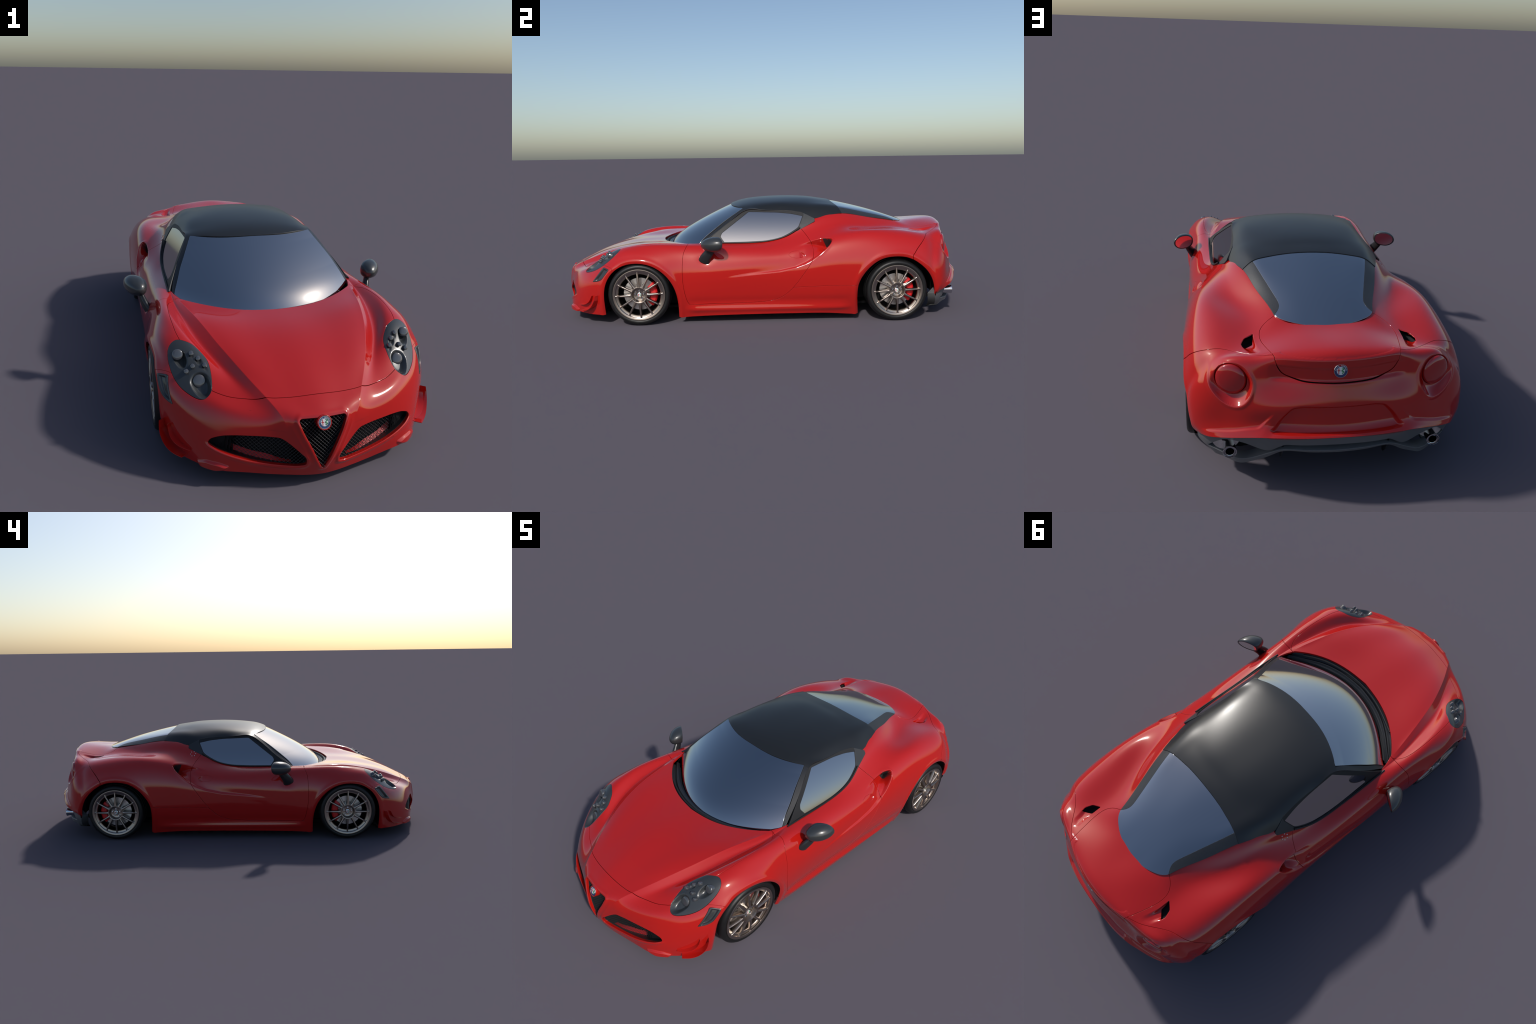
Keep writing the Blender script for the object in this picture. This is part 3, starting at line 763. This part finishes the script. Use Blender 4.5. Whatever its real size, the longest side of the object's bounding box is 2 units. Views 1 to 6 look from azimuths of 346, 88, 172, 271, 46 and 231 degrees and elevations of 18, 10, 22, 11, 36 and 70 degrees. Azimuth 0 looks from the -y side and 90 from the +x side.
# black sheet added behind the screens to keep the openings dark
gx, gz = np.meshgrid(np.linspace(-.345, .345, 90), np.linspace(.05, .225, 20), indexing='ij')
Pk = np.stack([gx, np.interp(np.abs(gx), [0, .08, .2, .35], [-.840, -.935, -.905, -.800]), gz], 2)
Tk = grid_tri(Pk)
if Tk.N[0, 1] > 0: Tk = grid_tri(Pk, True)
obj_from_tri('screen_backing', Tk, BLACK, CAR)
# red shelf seen through the lower wires
gx, gt = np.meshgrid(np.linspace(.085, .262, 40), np.linspace(0, 1, 8), indexing='ij')
zl_ = np.interp(gx, [.05, .13, .198, .262], [.066, .070, .081, .099])
Pk = np.stack([gx, intake_y(gx, 0) + .006 + .012 * gt, zl_ + .003 + .012 * gt * sstep(.09, .16, gx)], 2)
Tk = grid_tri(Pk)
if Tk.N[len(Tk.N)//2, 1] > 0: Tk = grid_tri(Pk, True)
pair('intake_shelf', Tk, CALIPER)

# corner fins
def fin(path, out, width, thick):
    """blade along a path on the bumper corner, standing out from it"""
    P = spline(path, 24); m = len(P); O = np.array(out, float); V, F = [], []
    for i, p in enumerate(P):
        s = i / (m - 1); w = width * (.55 + .45 * math.sin(math.pi * min(1, .15 + s * .8)))
        o = O / np.linalg.norm(O)
        for (a, b) in ((-.036, thick), (w - width + .005, thick * .5), (w - width + .005, -thick * .5), (-.036, -thick)):
            V.append(p + o * a + np.array([0, 0, 1]) * b)
    for i in range(m - 1):
        for k in range(4):
            F.append((i * 4 + k, i * 4 + (k + 1) % 4, (i + 1) * 4 + (k + 1) % 4, (i + 1) * 4 + k))
    F.append((0, 1, 2, 3)); F.append(tuple((m - 1) * 4 + k for k in (3, 2, 1, 0)))
    return np.array(V), F
for path, wd in (([(.421,-.790,.138),(.418,-.802,.114),(.402,-.828,.095),(.366,-.860,.087)], .006),
                 ([(.445,-.767,.141),(.445,-.776,.113),(.436,-.796,.085),(.416,-.826,.068),(.390,-.855,.064)], .006)):
    V, F = fin(path, (.80, -.60, .0), wd, .0018)
    for sx in (1, -1):
        mesh_obj('corner_fin', V * [sx, 1, 1], F if sx > 0 else [f[::-1] for f in F], RED, CAR, angle=50)

# =====================================================================
#  tail lamps, valance, exhausts
# =====================================================================
prof = [(-.030, .056), (-.012, .0545), (-.010, .0478), (-.001, .0474), (.0018, .0463), (.0048, .043), (.0080, .030), (.0097, .015), (.0101, .0002)]
V, F = lathe(prof, 72, 'y')
lamp_me = None
for sx in (1, -1):
    if lamp_me is None:
        o = mesh_obj('tail_lamp', V, F, TAIL, CAR); lamp_me = o.data
    else: o = link('tail_lamp', lamp_me, CAR)
    n = Vector((LN[0] * sx, LN[1], LN[2]))
    o.matrix_world = Matrix.Translation(Vector((LC[0] * sx, LC[1], LC[2]))) @ Vector((0, 1, 0)).rotation_difference(n).to_matrix().to_4x4()

VAL = []
def rib(*p): VAL.append(list(p))
rib((0,.992,.204), (0,.990,.180), (0,.987,.158), (0,.982,.135))
rib((.1,.989,.204), (.1,.987,.182), (.1,.984,.160), (.1,.978,.139))
rib((.165,.982,.203), (.165,.979,.182), (.165,.974,.160), (.165,.966,.137))
rib((.208,.974,.200), (.208,.969,.170), (.208,.962,.140), (.207,.953,.110))
rib((.255,.957,.191), (.254,.950,.160), (.253,.944,.122), (.252,.938,.085))
rib((.296,.938,.182), (.295,.932,.150), (.293,.925,.105), (.290,.918,.064))
rib((.334,.914,.171), (.332,.908,.140), (.328,.902,.100), (.324,.896,.064))
rib((.366,.890,.160), (.364,.885,.132), (.359,.881,.098), (.346,.874,.060))
rib((.396,.860,.146), (.395,.857,.117), (.385,.856,.085), (.362,.854,.052))
rib((.420,.824,.121), (.414,.828,.098), (.384,.836,.066), (.330,.843,.037))
vg = loft(VAL, 150, 60); vg[0, :, 0] = 0
T = grid_tri(vg)
if T.N[len(T.N) // 2, 1] < 0: T = grid_tri(vg, True)
VOID = round_poly([(-.2,.168),(.160,.170),(.178,.158),(.205,.138),(.233,.142),(.289,.159),(.335,.150),(.368,.118),(.389,.089),(.355,.083),(.310,.076),(.272,.086),(.222,.116),(.175,.144),(.13,.147),(0,.143),(-.2,.143)],
                  [.001,.006,.01,.02,.02,.03,.02,.02,.008,.02,.03,.03,.03,.02,.02,.01,.001])
T = clip(T, -sdf(VOID, xz(T)))
obj_from_tri('rear_valance', both(flange(T, .035, (0, -1, .0), .0015)), SATIN, CAR)
gx, gz = np.meshgrid(np.linspace(-.41, .41, 60), np.linspace(.05, .2, 12), indexing='ij')
gz = np.maximum(gz, np.interp(np.abs(gx), [0, .165, .21, .25, .29, .36, .41], [.148, .148, .125, .10, .08, .08, .11]))
Pk = np.stack([gx, np.interp(np.abs(gx), [0, .2, .3, .41], [.91, .90, .86, .80]), gz], 2)
Tk = grid_tri(Pk)
if Tk.N[0, 1] < 0: Tk = grid_tri(Pk, True)
obj_from_tri('valance_backing', Tk, BLACK, CAR)
for sx in (1, -1):
    # diffuser fin
    pr = np.array([(.960,.150),(.952,.120),(.938,.095),(.922,.077),(.914,.078),(.905,.100),(.895,.150)])
    V = [(sx * .164 + t * .0022, y, z) for t in (-1, 1) for y, z in pr]; m = len(pr)
    F = [tuple(range(m)), tuple(range(2 * m - 1, m - 1, -1))] + [(i, i + m, (i + 1) % m + m, (i + 1) % m) for i in range(m)]
    mesh_obj('diffuser_fin', V, F, TRIM, CAR, smooth=False)
    # exhaust: double walled pipe and a heat shield behind
    V, F = lathe([(.85,.0180),(.921,.0188),(.930,.0215),(.9325,.0213),(.9328,.0198),(.930,.0187),(.926,.0178),(.928,.0152),(.9295,.0145),(.929,.0135),(.916,.0128),(.874,.0125)], 48, 'y')
    mesh_obj('exhaust_pipe', V * [-1, 1, 1] + np.array([sx * .321, 0, .117]), F, CHROME, CAR)
    V, F = lathe([(.0,.0002),(.0,.0128)], 32, 'y'); mesh_obj('exhaust_dark_disc', V + np.array([sx * .321, .885, .117]), F, BLACK, CAR)  # flat black disc inside the pipe, standing in for its dark depth
    V, F = lathe([(.0,.018),(.004,.044),(-.004,.047),(-.02,.047)], 48, 'y')
    mesh_obj('heat_shield', V + np.array([sx * .330, .872, .128]), F, DISC, CAR)

# =====================================================================
#  wheels
# =====================================================================
R_T, R_RIM = .1445, .1205
def tyre_profile(w):
    h = w / 2
    p = [(-h + .010, .114), (-h + .0035, .1195), (-h + .0005, .1235), (-h - .0015, .130), (-h + .001, .1365), (-h + .007, .1418), (-h + .015, R_T - .0006)]
    t = []
    for g in (-.5, 0, .5):
        c = g * w * .5
        t += [(c - .0035, R_T), (c - .003, R_T - .004), (c + .003, R_T - .004), (c + .0035, R_T)]
    q = [(-a, b) for a, b in p[::-1]]
    return p + t + q
def rim_parts():
    parts = []
    # outer lip, inner barrel
    parts.append(lathe([(-.006,.1205),(.001,.1212),(.0035,.1203),(.0040,.1185),(.0034,.1165),(.0030,.1105),(.0020,.1092),(-.0045,.1085),(-.0060,.1060),(-.0070,.0990),(-.0090,.0975),(-.014,.0970)], 96))
    # hub: raised ring with a dished middle
    parts.append(lathe([(-.05,.036),(-.002,.0385),(.0045,.0388),(.0068,.0378),(.0072,.0360),(.0060,.0335),(.0010,.0318),(-.008,.0300),(-.0145,.0280),(-.0160,.0240),(-.0160,.0130),(-.0130,.0105),(-.0100,.0098),(-.0095,.0090),(-.0095,.0002)], 64))
    return merge(parts)
def spoke_mesh():
    V, F = [], []
    ts = np.linspace(0, 1, 14)
    for t in ts:
        r = .034 + t * (.1095 - .034)
        w = .0056 - .0020 * t + .0022 * max(0, (t - .90) / .10) ** 2 + .0022 * max(0, 1 - t / .2)
        x = .0055 * (1 - t) ** 1.2 + .0018 * math.sin(t * math.pi) + .0006 * t
        dp = .018 + .008 * (1 - t)
        for (a, b) in ((-w, -dp), (-w * .95, -.002), (-w * .55, 0), (w * .55, 0), (w * .95, -.002), (w, -dp)):
            V.append((x + b, a, r))
    n = 6
    for i in range(len(ts) - 1):
        for k in range(n):
            F.append((i * n + k, i * n + (k + 1) % n, (i + 1) * n + (k + 1) % n, (i + 1) * n + k))
    return V, F
def caliper_mesh():
    V, F = [], []
    prof = [(-.018,.048),(-.018,.082),(.014,.082),(.020,.075),(.020,.053),(.015,.048)]
    A = np.linspace(math.radians(-43), math.radians(43), 16)
    for j, a in enumerate(A):
        e = .94 if j in (0, len(A) - 1) else 1.0
        for x, r in prof:
            rr = .06 + (r - .06) * e; V.append((x * e, rr * math.cos(a), rr * math.sin(a)))
    n = len(prof)
    for i in range(len(A) - 1):
        for k in range(n): F.append((i * n + k, i * n + (k + 1) % n, (i + 1) * n + (k + 1) % n, (i + 1) * n + k))
    F.append(tuple(range(n))[::-1]); F.append(tuple((len(A) - 1) * n + k for k in range(n)))
    return V, F
def temp(name, vf, mat, angle=35):
    o = mesh_obj(name, vf[0], vf[1], mat, None, True, angle); me = o.data; bpy.data.objects.remove(o); return me
ME_RIM = temp('wheel', rim_parts(), RIM, 40)
ME_SPOKE = temp('spoke', spoke_mesh(), RIM, 50)
ME_TYRE = {w: temp('tyre', lathe(tyre_profile(w), 112), TYRE, 50) for w in (.104, .120)}
ME_BARREL = temp('rim_barrel', lathe([(-.014,.0970),(-.060,.0955),(-.085,.104),(-.09,.112)], 80), BARREL)
ME_DISC = temp('brake_disc', merge([lathe([(-.004,.030),(.0,.030),(.0,.0335),(.003,.034),(.003,.076),(-.008,.076)], 80)]), DISC)
ME_BELL = temp('disc_bell', lathe([(.0,.036),(.012,.033),(.012,.0)], 48), BLACK)
ME_BACK = temp('wheel_back', lathe([(0,.0002),(0,.100)], 48), BLACK)
ME_CAL = temp('brake_caliper', caliper_mesh(), CALIPER, 40)
bolt = lathe([(-.004,.0058),(.004,.0056),(.0055,.0046),(.0055,.0032),(.002,.0030),(.002,.0001)], 6)
ME_BOLT = temp('wheel_bolt', bolt, CHROME, 20)
ME_DOT = temp('disc_dot', lathe([(0,.0026),(.0006,.0024),(.0006,.0001)], 12), BLACK)  # small raised black dot laid on the brake disc, nothing is cut
ME_CAP = temp('hub_cap', lathe([(-.004,.0106),(.0005,.0104),(.0012,.0092),(.0012,.0001)], 40), CHROME)
ME_CAPW = temp('hub_cap_disc', lathe([(.0,.0084),(.0006,.0082),(.0006,.0001)], 32), WHITE)
ME_CAPB = temp('hub_cap_cross', ([(.0012,-.006,-.0012),(.0012,-.006,.0012),(.0012,-.0006,.0012),(.0012,-.0006,-.0012),(.0012,-.0045,-.005),(.0012,-.0045,.005),(.0012,-.0022,.005),(.0012,-.0022,-.005)], [(0,1,2,3),(4,5,6,7)]), BRED)
ME_CAPG = temp('hub_cap_serpent', sweep(spline([(.001,.003,.0055),(.001,.0052,.003),(.001,.002,.001),(.001,.005,-.002),(.001,.0025,-.0055)], 24), .0011, 6), GREEN)
FACE = .4505
for sx in (1, -1):
    for y, w in ((-.566, .104), (.634, .120)):
        hub = bpy.data.objects.new('wheel', ME_RIM); bpy.context.scene.collection.objects.link(hub); hub.parent = CAR
        hub.location = (sx * FACE, y, R_T); hub.rotation_euler = (0, 0, 0 if sx > 0 else math.pi)
        def child(name, me, loc=(0, 0, 0), rot=(0, 0, 0)):
            o = link(name, me, hub); o.location = loc; o.rotation_euler = rot; return o
        child('tyre', ME_TYRE[w], (.002 - w / 2, 0, 0))
        for k in range(12): child('spoke', ME_SPOKE, (0, 0, 0), (k * math.pi / 6 + (.05 if sx > 0 else -.0), 0, 0))
        for k in range(5):
            a = 2 * math.pi * k / 5 + math.pi / 2
            child('wheel_bolt', ME_BOLT, (-.0135, .0200 * math.cos(a), .0200 * math.sin(a)))
        child('brake_disc', ME_DISC, (-.036, 0, 0)); child('disc_bell', ME_BELL, (-.036, 0, 0))
        child('rim_barrel', ME_BARREL); child('wheel_back', ME_BACK, (-.088, 0, 0))
        for k in range(10):
            a = 2 * math.pi * k / 10
            child('disc_dot', ME_DOT, (-.0328, .045 * math.cos(a), .045 * math.sin(a)))
        child('hub_cap', ME_CAP, (-.0095, 0, 0)); child('hub_cap_disc', ME_CAPW, (-.0083, 0, 0))
        child('hub_cap_cross', ME_CAPB, (-.0085, 0, 0)); child('hub_cap_serpent', ME_CAPG, (-.0085, 0, 0))
        child('brake_caliper', ME_CAL, (-.036, 0, 0), (0 if sx > 0 else math.pi, 0, 0))

# wheel-arch liners and floor
for A, yc in ((ARCH_F, -.566), (ARCH_R, .634)):
    p = A[:120]; p = p[(p[:, 1] > .065) & ~((p[:, 0] > .7) & (p[:, 1] < .118))]
    c = np.array([yc, .145]); p = c + (p - c) * 1.012
    for sx in (1, -1):
        lip = [BODY.V[np.where(BODY.V[:, 0] > .3, (BODY.V[:, 1] - y) ** 2 + (BODY.V[:, 2] - z) ** 2, 9).argmin(), 0] - .010 for y, z in p]
        lip = [l - .03 * float(sstep(.17, .13, z)) if y > .7 else l for l, (y, z) in zip(lip, p)]
        if yc > 0: lip = [min(l, .40 - max(0, .115 - z) * .9) if y > .78 and z < .125 else l for l, (y, z) in zip(lip, p)]
        V = [(sx * l, y, z) for l, (y, z) in zip(lip, p)] + [(sx * .28, y, z) for y, z in p]; m = len(p)
        F = [(i, i + 1, i + 1 + m, i + m) for i in range(m - 1)] + [tuple(range(m, 2 * m))]
        mesh_obj('arch_liner', V, F, BLACK, CAR)
out = [(0,-.962),(.1,-.953),(.2,-.930),(.30,-.890),(.36,-.835),(.405,-.74),(.29,-.735),(.29,-.385),(.405,-.385),(.412,-.2),(.412,.2),(.400,.455),(.29,.46),(.29,.80),(.28,.84),(.1,.84),(0,.84)]
full = out + [(-a, b) for a, b in out[-2:0:-1]]
zf = lambda y: .044 if y < .6 else .044 + .03 * (y - .6) / .24
n = len(full)
V = [(a, b, zf(b)) for a, b in full] + [(a, b, zf(b) + .012) for a, b in full]
F = [tuple(range(n)), tuple(range(2 * n - 1, n - 1, -1))] + [(i, i + n, (i + 1) % n + n, (i + 1) % n) for i in range(n)]
mesh_obj('floor_pan', V, F, BLACK, CAR, smooth=False)

# =====================================================================
#  door mirrors
# =====================================================================
def mirror_parts(sx):
    c = np.array([.4745, -.197, .3785])
    ax = np.array([.086, .050, .004]); ax /= np.linalg.norm(ax)          # across the glass
    up = np.array([-.15, .0, .99]); up -= ax * (up @ ax); up /= np.linalg.norm(up)
    fw = np.array([.10, -.99, -.02]); fw /= np.linalg.norm(fw)            # toward the nose, raked inward
    n = 40; V, F = [], []
    rings = [(-.001, .86), (-.0005, .94), (.002, .985), (.014, 1.0), (.028, .97), (.043, .86), (.056, .67), (.065, .40), (.069, .16), (.0695, .01)]
    def outline(a):
        ca, sa = math.cos(a), math.sin(a)
        e = .84
        r1 = .0500 * np.sign(ca) * abs(ca) ** e; r2 = (.0345 if sa > 0 else .0345) * np.sign(sa) * abs(sa) ** e
        return r1, r2 * (1 - .22 * max(ca, 0) ** 2) + .003 * ca
    for d, s in rings:
        for k in range(n):
            a, b = outline(2 * math.pi * k / n)
            V.append(c + ax * (a * s - .008 * (1 - s)) + up * b * s + fw * d)
    for i in range(len(rings) - 1):
        for k in range(n): F.append((i * n + k, i * n + (k + 1) % n, (i + 1) * n + (k + 1) % n, (i + 1) * n + k))
    G_ = [c + ax * outline(2 * math.pi * k / n)[0] * .90 + up * outline(2 * math.pi * k / n)[1] * .90 + fw * .0005 for k in range(n)]
    m = np.array([sx, 1, 1])
    flip = (lambda f: f) if sx < 0 else (lambda f: f[::-1])
    h = mesh_obj('door_mirror', np.array(V) * m, [flip(f) for f in F], CARBON, CAR, angle=60)
    mesh_obj('mirror_glass', np.array(G_) * m, [flip(tuple(range(n)))], MIRROR, h)
    st = spline([(.432,-.262,.296),(.442,-.256,.312),(.452,-.242,.332),(.460,-.228,.352)], 14) * m
    V2, F2 = sweep(st, [.0165, .0140, .0120, .0110], 24, flat=1.75, up=(.3 * sx, 1, 0))
    mesh_obj('mirror_stalk', V2, F2, TRIM, h)
for sx in (1, -1): mirror_parts(sx)

# =====================================================================
#  round badges and fuel cap
# =====================================================================
def badge(origin, normal, r, parent):
    """enamel disc: navy ring with lettering, white field with a cross and a serpent; local -y faces out"""
    n = Vector(normal).normalized()
    zc = Vector((0, 0, 1)); xr = zc.cross(-n).normalized() if False else n.cross(zc).normalized() * -1
    upv = n.cross(xr) * -1
    if upv.z < 0: upv = -upv
    M = Matrix((( -xr.x, n.x, upv.x, origin[0]), (-xr.y, n.y, upv.y, origin[1]), (-xr.z, n.z, upv.z, origin[2]), (0, 0, 0, 1)))
    # make the frame right handed with +x to the viewer's right
    right = upv.cross(n)
    M = Matrix(((right.x, n.x, upv.x, origin[0]), (right.y, n.y, upv.y, origin[1]), (right.z, n.z, upv.z, origin[2]), (0, 0, 0, 1)))
    def put(name, V, F, mat, par=None):
        W_ = [M @ Vector(v) for v in V]; return mesh_obj(name, W_, F, mat, par or parent)
    V, F = lathe([(-.004, r), (.0008, r), (.0016, r * .97), (.0016, r * .93), (.0004, r * .91), (.0004, .0001)], 48, 'y')
    base = put('badge', V, F, CHROME)
    V, F = lathe([(.0006, r * .91), (.0009, r * .90), (.0009, r * .60), (.0006, r * .59)], 48, 'y'); put('badge_ring', V, F, NAVY, base)
    V, F = lathe([(.0006, r * .60), (.0009, r * .58), (.0009, .0001)], 40, 'y'); put('badge_field', V, F, WHITE, base)
    def bar(x0, x1, z0, z1):
        y0, y1 = .0008, .0013
        v = [(x, y, z) for y in (y0, y1) for x, z in ((x0, z0), (x1, z0), (x1, z1), (x0, z1))]
        return v, [(4, 5, 6, 7), (0, 4, 7, 3), (1, 2, 6, 5), (0, 1, 5, 4), (3, 7, 6, 2)]
    V, F = merge([bar(-.36 * r, -.24 * r, -.44 * r, .44 * r), bar(-.52 * r, -.08 * r, -.02 * r, .10 * r)]); put('badge_cross', V, F, BRED, base)
    V, F = sweep(spline([(.12 * r, .001, .40 * r), (.34 * r, .001, .40 * r), (.44 * r, .001, .24 * r), (.20 * r, .001, .12 * r), (.16 * r, .001, -.02 * r), (.42 * r, .001, -.12 * r), (.40 * r, .001, -.28 * r), (.16 * r, .001, -.30 * r), (.28 * r, .001, -.46 * r)], 40), [.05 * r, .075 * r, .075 * r, .07 * r, .03 * r], 6, up=(0, 1, 0))
    put('badge_serpent', V, F, GREEN, base)
    word = 'ALFA ROMEO'
    for i, ch in enumerate(word):
        if ch == ' ': continue
        cu = bpy.data.curves.new('t', 'FONT'); cu.body = ch; cu.size = .30 * r; cu.align_x = 'CENTER'; cu.align_y = 'CENTER'; cu.extrude = .0002
        to = bpy.data.objects.new('t', cu); bpy.context.scene.collection.objects.link(to)
        me = bpy.data.meshes.new_from_object(to.evaluated_get(bpy.context.evaluated_depsgraph_get()))
        bpy.data.objects.remove(to); bpy.data.curves.remove(cu)
        me.name = 'badge_letter'; me.materials.clear(); me.materials.append(WHITE)
        a = math.radians(-78 + 156 * i / (len(word) - 1))
        L = Matrix(((1, 0, 0, 0), (0, 0, 1, 0), (0, 1, 0, 0), (0, 0, 0, 1)))       # text plane xy -> xz
        me.transform(M @ Matrix.Translation((.755 * r * math.sin(a), .0011, .755 * r * math.cos(a))) @ Matrix.Rotation(a, 4, 'Y') @ L)
        link('badge_letter', me, base)
    return base
# front badge on its own red boss hanging into the shield
nf = Vector((0, -.93, .36)).normalized()
cf = Vector((0, -.983, .2055))
V, F = lathe([(-.03, .0205), (-.001, .0222), (.0018, .0218), (.0026, .0204), (.0012, .0188)], 48, 'y')
q = Vector((0, 1, 0)).rotation_difference(nf).to_matrix()
mesh_obj('badge_boss', [q @ Vector(v) + cf for v in V], F, RED, CAR)
badge(cf + nf * .0010, nf, .0186, CAR)
nr = Vector((0, .975, .22)).normalized()
cr = Vector((0, .9425, .3945))
q = Vector((0, 1, 0)).rotation_difference(nr).to_matrix()
V, F = lathe([(-.02, .0245), (-.001, .0235), (.0012, .0225), (.0012, .0210)], 48, 'y')
mesh_obj('badge_boss', [q @ Vector(v) + cr for v in V], F, RED, CAR)
badge(cr + nr * .0012, nr, .0208, CAR)

# fuel cap on the left shoulder only: six small bolts around a thin ring
fc = np.array([-.3285, .237, .432]); fn = np.array([-.80, .05, .60]); fn /= np.linalg.norm(fn)
i = ((BODY.V * [-1, 1, 1] - fc) ** 2).sum(1).argmin()
fc = BODY.V[i] * [-1, 1, 1]; fn = BODY.N[i] * [-1, 1, 1]
q = Vector((0, 1, 0)).rotation_difference(Vector(fn)).to_matrix()
V, F = lathe([(-.001, .0175), (.0009, .0172), (.0009, .0164), (-.001, .0161)], 48, 'y')
cap = mesh_obj('fuel_cap', [q @ Vector(v) + Vector(fc) for v in V], F, RED, CAR)
V, F = lathe([(-.001, .0022), (.0016, .0021), (.0022, .0015), (.0022, .0001)], 10, 'y')
for k in range(6):
    a = 2 * math.pi * k / 6 + .25
    off = q @ Vector((.0135 * math.cos(a), 0, .0135 * math.sin(a)))
    mesh_obj('cap_bolt', [q @ Vector(v) + Vector(fc) + off for v in V], F, WHITE, cap)
